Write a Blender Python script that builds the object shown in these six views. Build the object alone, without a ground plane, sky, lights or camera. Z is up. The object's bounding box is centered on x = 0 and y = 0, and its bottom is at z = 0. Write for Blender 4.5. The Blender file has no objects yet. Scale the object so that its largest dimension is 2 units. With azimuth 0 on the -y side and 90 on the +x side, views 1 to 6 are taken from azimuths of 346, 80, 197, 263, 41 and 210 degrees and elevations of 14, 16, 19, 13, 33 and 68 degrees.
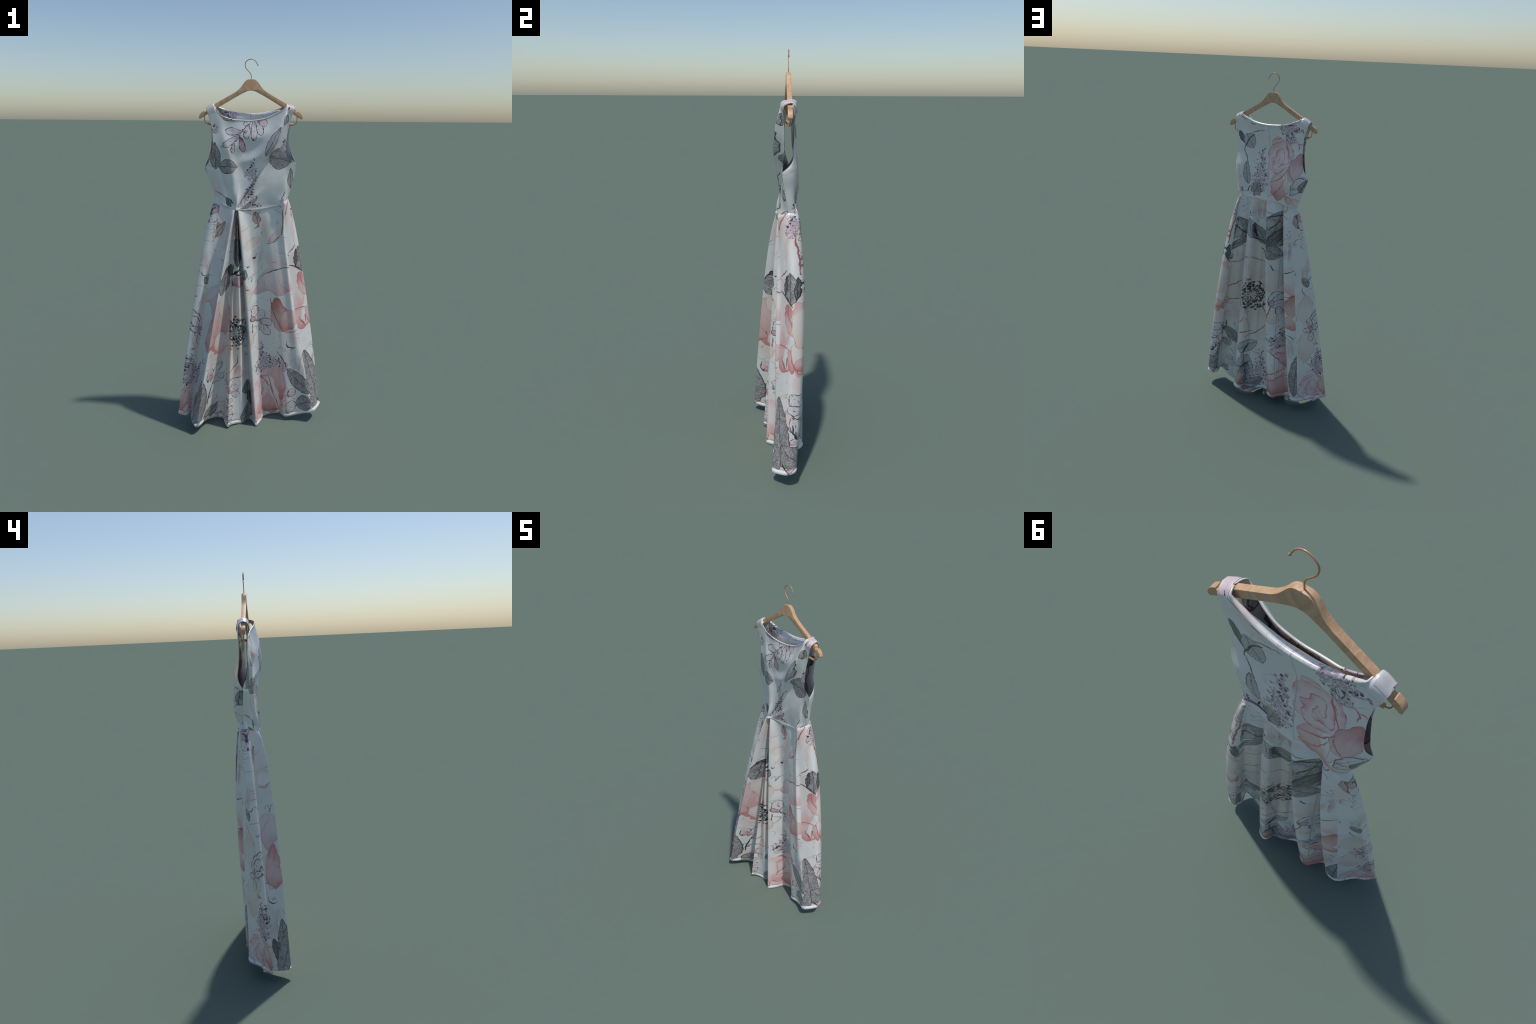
import bpy, math
import numpy as np

# ------------------------------------------------------------------ frame
YAW = math.radians(-9.6)          # the hanger and dress are turned a little about z
ORIGIN = (0.003, 0.017, 0.0)      # local X runs along the hanger, -Y is the front


def thing(name, label, category):
    e = bpy.data.objects.new(name, None)
    e.empty_display_size = 0.1
    e.location = ORIGIN
    e.rotation_euler = (0, 0, YAW)
    e["label"], e["category"] = label, category
    bpy.context.scene.collection.objects.link(e)
    return e


def add_mesh(name, parent, verts, faces, material, normals=None, smooth=True):
    me = bpy.data.meshes.new(name)
    me.from_pydata([tuple(map(float, v)) for v in verts], [], faces)
    me.materials.append(material)
    me.polygons.foreach_set("use_smooth", [smooth] * len(me.polygons))
    me.update()
    if normals is not None:
        me.normals_split_custom_set_from_vertices([tuple(map(float, n)) for n in normals])
    o = bpy.data.objects.new(name, me)
    bpy.context.scene.collection.objects.link(o)
    o.parent = parent
    return o


def pchip(xs, ys, x):
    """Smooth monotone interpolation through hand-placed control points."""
    xs, ys, x = np.asarray(xs, float), np.asarray(ys, float), np.asarray(x, float)
    h, d = np.diff(xs), np.diff(ys) / np.diff(xs)
    m = np.zeros_like(ys)
    same = d[:-1] * d[1:] > 0
    w1, w2 = 2 * h[1:] + h[:-1], h[1:] + 2 * h[:-1]
    with np.errstate(divide="ignore", invalid="ignore"):
        inner = (w1 + w2) / (w1 / d[:-1] + w2 / d[1:])
    m[1:-1] = np.where(same, inner, 0.0)
    m[0], m[-1] = d[0], d[-1]
    x = np.clip(x, xs[0], xs[-1])
    i = np.clip(np.searchsorted(xs, x) - 1, 0, len(h) - 1)
    t = (x - xs[i]) / h[i]
    return ((1 + 2 * t) * (1 - t) ** 2 * ys[i] + t * (1 - t) ** 2 * h[i] * m[i]
            + t * t * (3 - 2 * t) * ys[i + 1] + t * t * (t - 1) * h[i] * m[i + 1])


def smoothstep(a, b, x):
    t = np.clip((np.asarray(x, float) - a) / (b - a), 0, 1)
    return t * t * (3 - 2 * t)


class Drape:
    """Thin-plate surface depth = f(x, z) draped through control points of the cloth."""

    def __init__(self, pts, stiff=4e-4):
        p = np.array(pts, float)
        self.c = p[:, :2]
        n = len(p)
        k = self.kernel(np.linalg.norm(self.c[:, None] - self.c[None], axis=-1)) + stiff * np.eye(n)
        q = np.hstack([np.ones((n, 1)), self.c])
        a = np.block([[k, q], [q.T, np.zeros((3, 3))]])
        self.w = np.linalg.solve(a, np.concatenate([p[:, 2], np.zeros(3)]))

    @staticmethod
    def kernel(r):
        return np.where(r > 1e-9, r * r * np.log(np.maximum(r, 1e-9)), 0.0)

    def __call__(self, x, z):
        x, z = np.broadcast_arrays(np.asarray(x, float), np.asarray(z, float))
        p = np.stack([x.ravel(), z.ravel()], -1)
        k = self.kernel(np.linalg.norm(p[:, None] - self.c[None], axis=-1))
        y = k @ self.w[:-3] + np.hstack([np.ones((len(p), 1)), p]) @ self.w[-3:]
        return y.reshape(x.shape)


def grid_normals(g):
    """Vertex normals of a (rows, columns, 3) grid."""
    du, dv = np.gradient(g, axis=1), np.gradient(g, axis=0)
    n = np.cross(du, dv)
    return n / (np.linalg.norm(n, axis=-1, keepdims=True) + 1e-12)


def grid_faces(rows, cols, start=0, flip=False):
    f = []
    for i in range(rows - 1):
        for j in range(cols - 1):
            a = start + i * cols + j
            q = (a, a + 1, a + cols + 1, a + cols)
            f.append(q[::-1] if flip else q)
    return f


# ------------------------------------------------------------------ skirt
# Fold lines of the skirt, going round from the left lobe over the front to the
# right side and back: (waist x, y) -> (hem x, y, z).
FRONT_WAIST_Z = ([-.188, -.163, -.079, 0, .06, .108, .175, .195], [1.292, 1.271, 1.24, 1.235, 1.24, 1.25, 1.273, 1.293])
BACK_WAIST_Z = ([-.187, -.098, 0, .092, .176, .195], [1.292, 1.309, 1.314, 1.321, 1.311, 1.296])
FOLDS = [  # name, waist x, waist y, hem x, hem y, hem z, spread exponent, depth exponent
    ("u", -.186, .020, -.408, -.075, .085, .74, .9),
    ("b", -.176, .008, -.366, -.068, .066, .74, .9),
    ("r1", -.160, .002, -.342, -.028, .058, .85, .8),
    ("c0", -.122, -.012, -.332, -.126, .056, .92, .75),
    ("c", -.090, -.036, -.308, -.165, .045, .92, .52),
    ("c1", -.084, -.030, -.285, -.137, .040, .95, .55),
    ("d", -.082, -.012, -.262, -.085, .035, .95, .6),
    ("d1", -.081, -.004, -.231, -.040, .026, .95, .6),
    ("d2", -.080, .002, -.188, -.010, .017, .95, .6),
    ("d3", -.079, .003, -.153, -.020, .012, .95, .6),
    ("e0", -.078, .0, -.149, -.058, .010, .95, .7),
    ("e", -.077, -.004, -.131, -.110, .008, .95, .8),
    ("e2", -.076, -.004, -.110, -.083, .006, .95, .8),
    ("e3", -.075, -.002, -.070, -.064, .002, .95, .7),
    ("f", -.074, .0, -.045, -.060, .001, .95, .7),
    ("f2", -.073, .0, .000, -.016, .000, .95, .6),
    ("g0", -.072, -.022, .016, -.052, .000, .95, .5),
    ("g", -.068, -.035, .030, -.095, .000, .90, .55),
    ("g1", -.045, -.021, .062, -.043, .002, .90, .6),
    ("h", -.010, -.018, .080, .004, .004, .90, .8),
    ("h2", .040, -.014, .124, .028, .007, .90, .9),
    ("h3", .082, -.014, .174, .018, .015, .95, .9),
    ("i", .108, -.016, .205, -.037, .021, .95, .8),
    ("i2", .128, -.022, .270, -.043, .035, .90, .8),
    ("i3", .150, -.035, .308, -.052, .047, .95, .8),
    ("j", .176, -.050, .358, -.070, .062, .95, .8),
    ("jk", .188, -.030, .393, -.034, .072, .80, .8),
    ("k", .195, -.004, .411, .000, .080, .72, .8),
    ("L", .190, .020, .397, .038, .083, .72, .6),
    ("L1", .180, .036, .362, .045, .079, .72, .6),
    ("L2", .168, .036, .340, .012, .077, .75, .6),
    ("m", .156, .034, .350, -.042, .086, .80, .6),
    ("n", .136, .034, .313, -.042, .083, .85, .6),
    ("n1", .112, .037, .256, -.034, .077, .85, .6),
    ("o0", .098, .039, .196, .022, .063, .85, .4),
    ("o", .090, .040, .172, .076, .061, .85, .55),
    ("o1", .064, .036, .134, .090, .058, .85, .6),
    ("p", .040, .037, .100, .046, .057, .85, .5),
    ("p1", .020, .040, .068, .036, .056, .85, .5),
    ("p2", .006, .047, .043, .024, .055, .85, .6),
    ("p3", -.003, .044, .000, .004, .055, .9, .6),
    ("p4", -.006, .044, -.040, .014, .055, .9, .5),
    ("q", -.010, .048, -.061, .054, .056, .9, .4),
    ("q1", -.050, .038, -.104, .070, .057, .85, .55),
    ("q2", -.085, .028, -.140, .036, .058, .85, .6),
    ("r", -.095, .031, -.170, .009, .060, .85, .5),
    ("r2", -.100, .031, -.190, .012, .062, .85, .5),
    ("t0", -.106, .030, -.208, .044, .063, .85, .4),
    ("t1", -.125, .038, -.246, .051, .066, .80, .4),
    ("t", -.140, .040, -.271, .045, .069, .78, .4),
    ("t2", -.172, .042, -.330, -.012, .076, .66, .8),
    ("u1", -.186, .034, -.380, -.042, .082, .70, 1.0),
]
# swell of a fold line halfway down: name -> (dx, dy)
SWELL = {
    "r1": (.004, -.010), "b": (0, -.010), "c0": (.026, .010), "d": (0, -.008), "d1": (0, -.008), "d2": (0, -.008), "d3": (0, -.004), "e3": (0, -.030), "f": (0, -.035), "f2": (0, -.010),
    "g1": (.010, -.012), "h2": (0, -.008), "h3": (0, -.028), "i": (0, -.016), "i2": (0, -.014), "i3": (0, -.010),
    "j": (-.024, .028), "jk": (-.012, .026), "k": (0, .024), "L": (-.004, .033), "L1": (-.018, .038), "L2": (-.020, .037), "m": (-.018, .042), "n": (-.025, .024), "n1": (-.012, -.002), "o0": (0, -.004),
    "o": (0, .004), "o1": (0, .004), "p": (0, -.020), "p1": (0, -.026), "p2": (.008, -.032), "p3": (.010, -.012), "p4": (.002, -.002),
    "q": (-.008, .036), "q1": (0, .012), "q2": (0, -.004), "r": (0, -.018), "r2": (0, -.014), "t0": (0, .034), "t1": (0, .022), "t": (-.006, .006), "t2": (-.006, .004), "u1": (0, .004),
}
NAMES = [f[0] for f in FOLDS]


def closed_spline(keys, u):
    """Periodic Catmull-Rom through keys (n, k) at parameters given by their chord."""
    n = len(keys)
    k = np.vstack([keys, keys[:1]])
    base = np.linalg.norm(np.diff(HEM_LOOP, axis=0), axis=1) ** 0.5
    s = np.concatenate([[0], np.cumsum(base)])
    d = np.diff(k, axis=0) / base[:, None]
    hp, hn = np.roll(base, 1), base
    m = (d * hp[:, None] + np.roll(d, 1, axis=0) * hn[:, None]) / (hp + hn)[:, None]
    m = np.vstack([m, m[:1]])
    i = np.clip(np.searchsorted(s, u, side="right") - 1, 0, n - 1)
    t = ((u - s[i]) / base[i])[:, None]
    h = base[i][:, None]
    return ((1 + 2 * t) * (1 - t) ** 2 * k[i] + t * (1 - t) ** 2 * h * m[i] + t * t * (3 - 2 * t) * k[i + 1] + t * t * (t - 1) * h * m[i + 1]), s


WAIST = np.array([(f[1], f[2]) for f in FOLDS])
HEM = np.array([(f[3], f[4], f[5] + 0.003) for f in FOLDS])
HEM_LOOP = np.vstack([HEM, HEM[:1]])
PX, PY = np.array([f[6] for f in FOLDS]), np.array([f[7] for f in FOLDS])
SW = np.array([SWELL.get(n, (0, 0)) for n in NAMES], float)
back_key = np.array([NAMES.index("k") <= i for i in range(len(NAMES))])
WZ = np.where(back_key, pchip(*BACK_WAIST_Z, WAIST[:, 0]), pchip(*FRONT_WAIST_Z, WAIST[:, 0]))


def skirt_levels(rows):
    """Levels from waist (0) to hem (1), close together over the rolled hem."""
    return np.concatenate([np.linspace(-0.02, 0.965, rows - 40, endpoint=False), np.linspace(0.965, 1, 40)])


def build_skirt(per_key=12, rows=240):
    n = len(FOLDS)
    base = np.linalg.norm(np.diff(HEM_LOOP, axis=0), axis=1) ** 0.5
    s = np.concatenate([[0], np.cumsum(base)])
    u = np.concatenate([np.linspace(s[i], s[i + 1], per_key, endpoint=False) for i in range(n)])
    out = np.zeros((rows, len(u), 3))
    for r, t in enumerate(skirt_levels(rows)):
        tt = max(t, 0.0)
        swell = math.sin(math.pi * min(1, tt) ** 0.75) if 0 < tt < 1 else 0.0
        k = np.zeros((n, 3))
        k[:, 0] = WAIST[:, 0] + (HEM[:, 0] - WAIST[:, 0]) * tt ** PX + SW[:, 0] * swell
        k[:, 1] = WAIST[:, 1] + (HEM[:, 1] - WAIST[:, 1]) * tt ** PY + SW[:, 1] * swell
        k[:, 2] = WZ + (HEM[:, 2] - WZ) * t
        if t < 0:
            k[:, :2] = k[:, :2] * 0.97
        out[r] = closed_spline(k, u)[0]
    return out, per_key


def skirt_panels(parent, panels):
    """panels: list of (first fold, last fold, material)."""
    outer, per = build_skirt()
    rows, cols, _ = outer.shape
    wrap = np.concatenate([outer, outer[:, :1]], axis=1)
    du = np.roll(outer, -1, axis=1) - np.roll(outer, 1, axis=1)
    dv = np.gradient(outer, axis=0)
    nrm = np.cross(dv, du)
    nrm /= np.linalg.norm(nrm, axis=-1, keepdims=True) + 1e-12
    # rolled hem: the cloth swells out over the last centimetre and turns inside
    thick = 0.0028
    section = []          # list of (row index, lift along normal, extra z)
    for r in range(2, rows):
        section.append((r, 0.0, 0.0))
    grid, out_n = [], []
    z_from_hem = skirt_levels(rows)
    height = (outer[0, :, 2] - outer[-1, :, 2]).mean()
    for r in range(rows):
        d = (1 - z_from_hem[r]) * height
        grid.append(outer[r] + nrm[r] * (0.0026 * math.exp(-((d - 0.006) / 0.0065) ** 2) - 0.0030 * math.exp(-((d - 0.0185) / 0.0045) ** 2)))
    last = outer[-1]
    down = np.zeros_like(last)
    down[:, 2] = 1
    for a in np.linspace(0.35, 1, 5):
        ang = a * math.pi
        grid.append(last + nrm[-1] * (0.0035 * math.cos(ang) - 0.0015 * (1 - math.cos(ang)) / 2) - down * 0.003 * math.sin(ang))
    for r in (rows - 8, rows - 25, rows - 45, rows - 70, rows - 110, rows - 150, rows - 190, 0):
        grid.append(outer[r] - nrm[r] * thick)
    g = np.array(grid)
    gu = np.roll(g, -1, axis=1) - np.roll(g, 1, axis=1)
    gv = np.gradient(g, axis=0)
    gn = np.cross(gv, gu)
    gn /= np.linalg.norm(gn, axis=-1, keepdims=True) + 1e-12
    g, gn = np.concatenate([g, g[:, :1]], 1), np.concatenate([gn, gn[:, :1]], 1)
    made = []
    for first, last_name, mat in panels:
        a, b = NAMES.index(first) * per, NAMES.index(last_name) * per
        idx = np.arange(a, b + 1) if b > a else np.concatenate([np.arange(a, cols), np.arange(0, b + 1)])
        sub, sn = g[:, idx], gn[:, idx]
        made.append(add_mesh("skirt_panel", parent, sub.reshape(-1, 3), grid_faces(sub.shape[0], sub.shape[1], flip=True), mat, sn.reshape(-1, 3)))
    return made, outer


# ------------------------------------------------------------------ bodice
FRONT_DRAPE = [  # x, z, depth: the calm sheet under the folds
    (-.169, 1.735, -.016), (-.150, 1.715, -.014), (-.09, 1.700, -.012), (0, 1.697, -.012), (.083, 1.711, -.012), (.15, 1.738, -.018), (0, 1.665, -.020), (-.06, 1.67, -.016),
    (.188, 1.765, -.032), (-.228, 1.740, -.024), (-.19, 1.765, -.024), (.226, 1.745, -.032), (-.217, 1.720, -.021), (.200, 1.71, -.026),
    (.130, 1.53, -.022), (.160, 1.60, -.022), (.155, 1.462, -.022), (.181, 1.561, -.022), (.192, 1.668, -.022),
    (.231, 1.478, -.034), (.206, 1.35, -.030), (.176, 1.275, -.034), (.195, 1.293, -.020), (.12, 1.37, -.028), (.06, 1.31, -.022), (.108, 1.25, -.020), (0, 1.235, -.019), (-.079, 1.24, -.022),
    (0, 1.62, -.022), (-.044, 1.54, -.018), (-.066, 1.56, -.026), (.011, 1.42, -.020), (-.133, 1.653, -.008), (-.10, 1.50, -.016), (-.10, 1.36, -.018),
    (-.196, 1.57, -.012), (-.201, 1.45, .000), (-.15, 1.42, -.014), (-.237, 1.457, .012), (-.203, 1.34, .018), (-.188, 1.292, .022), (-.163, 1.271, -.004), (-.14, 1.32, -.014),
]
# folds of the draped front: path of (x, z, rise), width on the lower-right side, width on the upper-left side
FRONT_FOLDS = [
    ([(.190, 1.765, .010), (.176, 1.72, .028), (.159, 1.68, .038), (.141, 1.635, .041), (.113, 1.58, .045), (.084, 1.522, .041), (.056, 1.469, .034), (.024, 1.40, .024), (-.014, 1.335, .015), (-.052, 1.28, .010), (-.079, 1.24, .004)], .011, .034),
    ([(-.170, 1.73, .002), (-.150, 1.65, .007), (-.127, 1.56, .010), (-.107, 1.48, .012), (-.092, 1.38, .012), (-.080, 1.25, .007)], .024, .024),
    ([(-.172, 1.46, -.002), (-.150, 1.40, -.005), (-.128, 1.33, -.006), (-.100, 1.26, -.005)], .010, .012),
    ([(.168, 1.46, .0), (.176, 1.38, .006), (.180, 1.32, .012), (.176, 1.27, .014)], .014, .03),
    ([(.192, 1.772, -.004), (.186, 1.735, -.009), (.180, 1.70, -.006), (.176, 1.67, .0)], .005, .006),
    ([(.150, 1.69, .004), (.08, 1.635, .012), (.02, 1.612, .012), (-.05, 1.63, .005), (-.10, 1.66, .0)], .030, .030),
    ([(-.079, 1.234, .016), (-.076, 1.27, .011), (-.071, 1.32, .004), (-.064, 1.38, .0)], .007, .009),
    ([(-.084, 1.238, .004), (-.094, 1.27, -.006), (-.104, 1.31, -.006), (-.116, 1.36, .0)], .007, .008),
    ([(-.073, 1.238, .002), (-.058, 1.262, -.007), (-.030, 1.310, -.009), (.014, 1.372, -.008), (.060, 1.44, -.006), (.098, 1.502, -.004)], .008, .006),
    ([(-.066, 1.236, .006), (-.030, 1.262, .006), (.02, 1.30, .005), (.07, 1.36, .0)], .010, .010),
    ([(.150, 1.685, .0), (.105, 1.605, .007), (.055, 1.540, .012), (.005, 1.500, .014), (-.045, 1.487, .006), (-.075, 1.49, .0)], .020, .026),
    ([(-.238, 1.462, -.002), (-.200, 1.456, -.005), (-.160, 1.455, -.003), (-.135, 1.45, .0)], .004, .005),
]


def fold_rise(x, z, path, w_right, w_left):
    """Rise of one fold: a ridge along a path, steeper on one side than on the other."""
    p = catmull([(a, b, c) for a, b, c in path], 6)
    best = np.full(x.shape, 1e9)
    rise, side = np.zeros(x.shape), np.zeros(x.shape)
    for (x0, z0, a0), (x1, z1, a1) in zip(p[:-1], p[1:]):
        dx, dz = x1 - x0, z1 - z0
        t = np.clip(((x - x0) * dx + (z - z0) * dz) / (dx * dx + dz * dz + 1e-12), 0, 1)
        ox, oz = x - (x0 + t * dx), z - (z0 + t * dz)
        d = np.hypot(ox, oz)
        near = d < best
        best = np.where(near, d, best)
        rise = np.where(near, a0 + t * (a1 - a0), rise)
        side = np.where(near, dx * oz - dz * ox, side)
    w = w_left + (w_right - w_left) * smoothstep(-.006, .006, np.sign(side) * best)
    q = best / w
    return rise * np.exp(-q * q / (1 + 0.35 * q))


BACK_DRAPE = [
    (.003, 1.726, .043), (.048, 1.603, .027), (-.003, 1.633, .026), (.152, 1.608, .034), (.13, 1.342, .024), (-.059, 1.573, .028), (-.139, 1.523, .057),
    (.029, 1.368, .046), (-.19, 1.765, .028), (.198, 1.765, .027), (-.23, 1.745, .026), (.226, 1.745, .027), (-.13, 1.745, .034), (.13, 1.748, .034),
    (-.2, 1.66, .027), (-.205, 1.55, .034), (-.185, 1.45, .060), (.195, 1.66, .022), (.203, 1.56, .018), (.18, 1.5, .036), (.2, 1.4, .036), (.185, 1.311, .040),
    (-.009, 1.314, .049), (-.098, 1.309, .040), (-.145, 1.33, .064), (-.13, 1.42, .063), (-.176, 1.30, .054), (-.06, 1.33, .044), (.092, 1.321, .042),
    (0, 1.4, .050), (.07, 1.42, .044), (0, 1.5, .040), (.1, 1.5, .036), (.05, 1.68, .037), (-.08, 1.68, .038), (-.187, 1.292, .034), (-.07, 1.46, .046),
]
SIDE_LEFT = ([1.24, 1.291, 1.335, 1.389, 1.455, 1.60], [.028, .026, .022, .018, .014, .010])
SIDE_RIGHT = ([1.24, 1.293, 1.38, 1.478, 1.60], [-.004, -.004, -.018, -.034, -.034])
FRONT_LEFT_EDGE = ([1.24, 1.291, 1.335, 1.389, 1.455, 1.483, 1.522, 1.587, 1.652, 1.715, 1.750], [-.185, -.189, -.202, -.218, -.237, -.221, -.207, -.198, -.202, -.219, -.228])
FRONT_RIGHT_EDGE = ([1.24, 1.290, 1.334, 1.395, 1.477, 1.510, 1.556, 1.615, 1.686, 1.762], [.190, .197, .210, .224, .234, .194, .181, .185, .200, .223])
BACK_LEFT_EDGE = ([1.24, 1.291, 1.335, 1.389, 1.458, 1.504, 1.558, 1.619, 1.681, 1.73, 1.757], [-.185, -.189, -.202, -.218, -.239, -.222, -.208, -.204, -.209, -.224, -.231])
BACK_RIGHT_EDGE = ([1.24, 1.290, 1.334, 1.395, 1.477, 1.515, 1.56, 1.60, 1.675, 1.757], [.190, .197, .206, .216, .234, .222, .206, .200, .208, .220])
# top edge: shoulder, neckline, shoulder, as z over x
FRONT_TOP = ([-.231, -.192, -.183, -.172, -.155, -.12, -.09, 0, .079, .13, .160, .175, .187, .230], [1.761, 1.781, 1.760, 1.740, 1.720, 1.707, 1.700, 1.697, 1.708, 1.730, 1.748, 1.765, 1.783, 1.766])
BACK_TOP = ([-.231, -.192, -.176, -.150, -.117, -.055, 0, .05, .10, .14, .168, .187, .230], [1.761, 1.781, 1.767, 1.752, 1.738, 1.728, 1.726, 1.729, 1.738, 1.753, 1.767, 1.783, 1.766])


def bodice_sheet(front, rows=120, cols=180):
    drape = Drape(FRONT_DRAPE if front else BACK_DRAPE)
    le, re = (FRONT_LEFT_EDGE, FRONT_RIGHT_EDGE) if front else (BACK_LEFT_EDGE, BACK_RIGHT_EDGE)
    top = FRONT_TOP if front else BACK_TOP
    wz = FRONT_WAIST_Z if front else BACK_WAIST_Z
    a = np.linspace(0, 1, cols)
    s = 0.5 - 0.5 * np.cos(np.pi * a)
    s = 0.45 * s + 0.55 * a
    v = np.linspace(0, 1, rows) ** 0.92
    x_top = le[1][-1] + (re[1][-1] - le[1][-1]) * s
    z_top = pchip(*top, x_top)
    x_bot = le[1][1] + (re[1][1] - le[1][1]) * s
    z_bot = pchip(*wz, np.clip(x_bot, wz[0][0], wz[0][-1])) - 0.004
    z = z_bot[None] + (z_top - z_bot)[None] * v[:, None]
    xl, xr = pchip(*le, z), pchip(*re, z)
    x = xl + (xr - xl) * s[None]
    y = drape(x, z)
    if front:
        for path, w_right, w_left in FRONT_FOLDS:
            y = y - fold_rise(x, z, path, w_right, w_left)
    c = 2 * s[None] - 1
    side = np.where(c < 0, pchip(*SIDE_LEFT, z), pchip(*SIDE_RIGHT, z))
    w = np.sqrt(np.clip(1 - np.abs(c) ** 11, 0, 1))
    pit = np.where(c < 0, 1.457, 1.478)
    opened = np.sqrt(smoothstep(0, 0.075, z - pit))
    y = side + (y - side) * (w + (1 - w) * opened)
    # the shoulder closes over the hanger in a half round
    strap = smoothstep(.178, .190, np.abs(x_top))[None]
    q = np.clip((z - (z_top[None] - 0.030)) / 0.030, 0, 1)
    y = y * (1 - strap * (1 - np.sqrt(np.clip(1 - q * q, 0, 1))))
    # the bodice hangs a little over the waist seam
    y = y + (-1 if front else 1) * 0.002 * np.exp(-((z - z_bot[None]) / 0.012) ** 2)
    return np.stack([x, y, z], -1)


def shell(name, parent, g, mat, outward, thick=0.003):
    """A sheet with an inner face and closed edges."""
    n = grid_normals(g)
    if n[g.shape[0] // 2, g.shape[1] // 2, 1] * outward < 0:
        n = -n
        flip = True
    else:
        flip = False
    rows, cols, _ = g.shape
    inner = g - n * thick
    verts = np.concatenate([g.reshape(-1, 3), inner.reshape(-1, 3)])
    m = rows * cols
    f = grid_faces(rows, cols, 0, flip) + grid_faces(rows, cols, m, not flip)
    ring = [j for j in range(cols)] + [i * cols + cols - 1 for i in range(1, rows)] + [(rows - 1) * cols + j for j in range(cols - 2, -1, -1)] + [i * cols for i in range(rows - 2, 0, -1)]
    for a, b in zip(ring, ring[1:] + ring[:1]):
        q = (a, a + m, b + m, b)
        f.append(q[::-1] if flip else q)
    normals = np.concatenate([n.reshape(-1, 3), -n.reshape(-1, 3)])
    return add_mesh(name, parent, verts, f, mat, normals)


def tube(name, parent, path, radius, mat, sides=12, closed=False, squash=1.0, caps=True):
    p = np.array(path, float)
    n = len(p)
    rad = np.broadcast_to(np.asarray(radius, float), (n,))
    tan = np.gradient(p, axis=0)
    tan /= np.linalg.norm(tan, axis=1, keepdims=True) + 1e-12
    ref = np.array([0, 1.0, 0])
    verts = []
    for i in range(n):
        e1 = ref - tan[i] * (ref @ tan[i])
        if np.linalg.norm(e1) < 1e-3:
            e1 = np.array([1.0, 0, 0]) - tan[i] * tan[i][0]
        e1 /= np.linalg.norm(e1)
        ref = e1
        e2 = np.cross(tan[i], e1)
        for k in range(sides):
            a = math.tau * k / sides
            verts.append(p[i] + rad[i] * (math.cos(a) * e1 + squash * math.sin(a) * e2))
    f = []
    for i in range(n - 1):
        for k in range(sides):
            a, b = i * sides + k, i * sides + (k + 1) % sides
            f.append((a, b, b + sides, a + sides))
    if caps:
        f.append(tuple(range(sides))[::-1])
        f.append(tuple((n - 1) * sides + k for k in range(sides)))
    return add_mesh(name, parent, verts, f, mat)


def neck_parts(parent, front, back, mat):
    """Rolled neckline edges, and the facing that folds inward behind the back neckline."""
    def edge(g, xmax):
        row = g[-1]
        return row[np.abs(row[:, 0]) < xmax]
    f, b = edge(front, .1865), edge(back, .1865)
    f, b = f + np.array([0, .0012, -.001]), b + np.array([0, -.0045, .000])
    taper = lambda p, r: r * np.clip(1.15 - (np.abs(p[:, 0]) / .187) ** 6, .35, 1)
    tube("neckline_binding", parent, f, taper(f, .0036), mat, sides=14)
    tube("neckline_binding", parent, b, taper(b, .0080), mat, sides=16)
    for sheet in (front, back):
        low = sheet[1] + np.array([0, 0, -.0005])
        tube("waist_piping", parent, low[::2], .0012, mat, sides=8)
    k = b[np.abs(b[:, 0]) < .165]
    fade = np.clip(1 - (np.abs(k[:, 0]) / .168) ** 4, 0, 1)
    rows = []
    for t in np.linspace(0, 1, 16):
        lip, fall = min(1, t / .55), max(0, t - .55) / .45
        drop = .003 - .018 * lip ** 1.5 - .045 * fall
        inward = .003 - .029 * (1 - (1 - lip) ** 1.4) * fade + .004 * fall
        rows.append(np.stack([k[:, 0], k[:, 1] + inward, k[:, 2] + drop * (.55 + .45 * fade)], -1))
    shell("neckline_facing", parent, np.array(rows), mat, -1, 0.002)


def catmull(pts, per=8):
    p = np.array(pts, float)
    q = np.vstack([2 * p[0] - p[1], p, 2 * p[-1] - p[-2]])
    out = []
    for i in range(1, len(q) - 2):
        for t in np.linspace(0, 1, per, endpoint=False):
            out.append(0.5 * (2 * q[i] + (q[i + 1] - q[i - 1]) * t + (2 * q[i - 1] - 5 * q[i] + 4 * q[i + 1] - q[i + 2]) * t * t + (3 * q[i] - q[i - 1] - 3 * q[i + 1] + q[i + 2]) * t ** 3))
    out.append(p[-1])
    return np.array(out)


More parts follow.
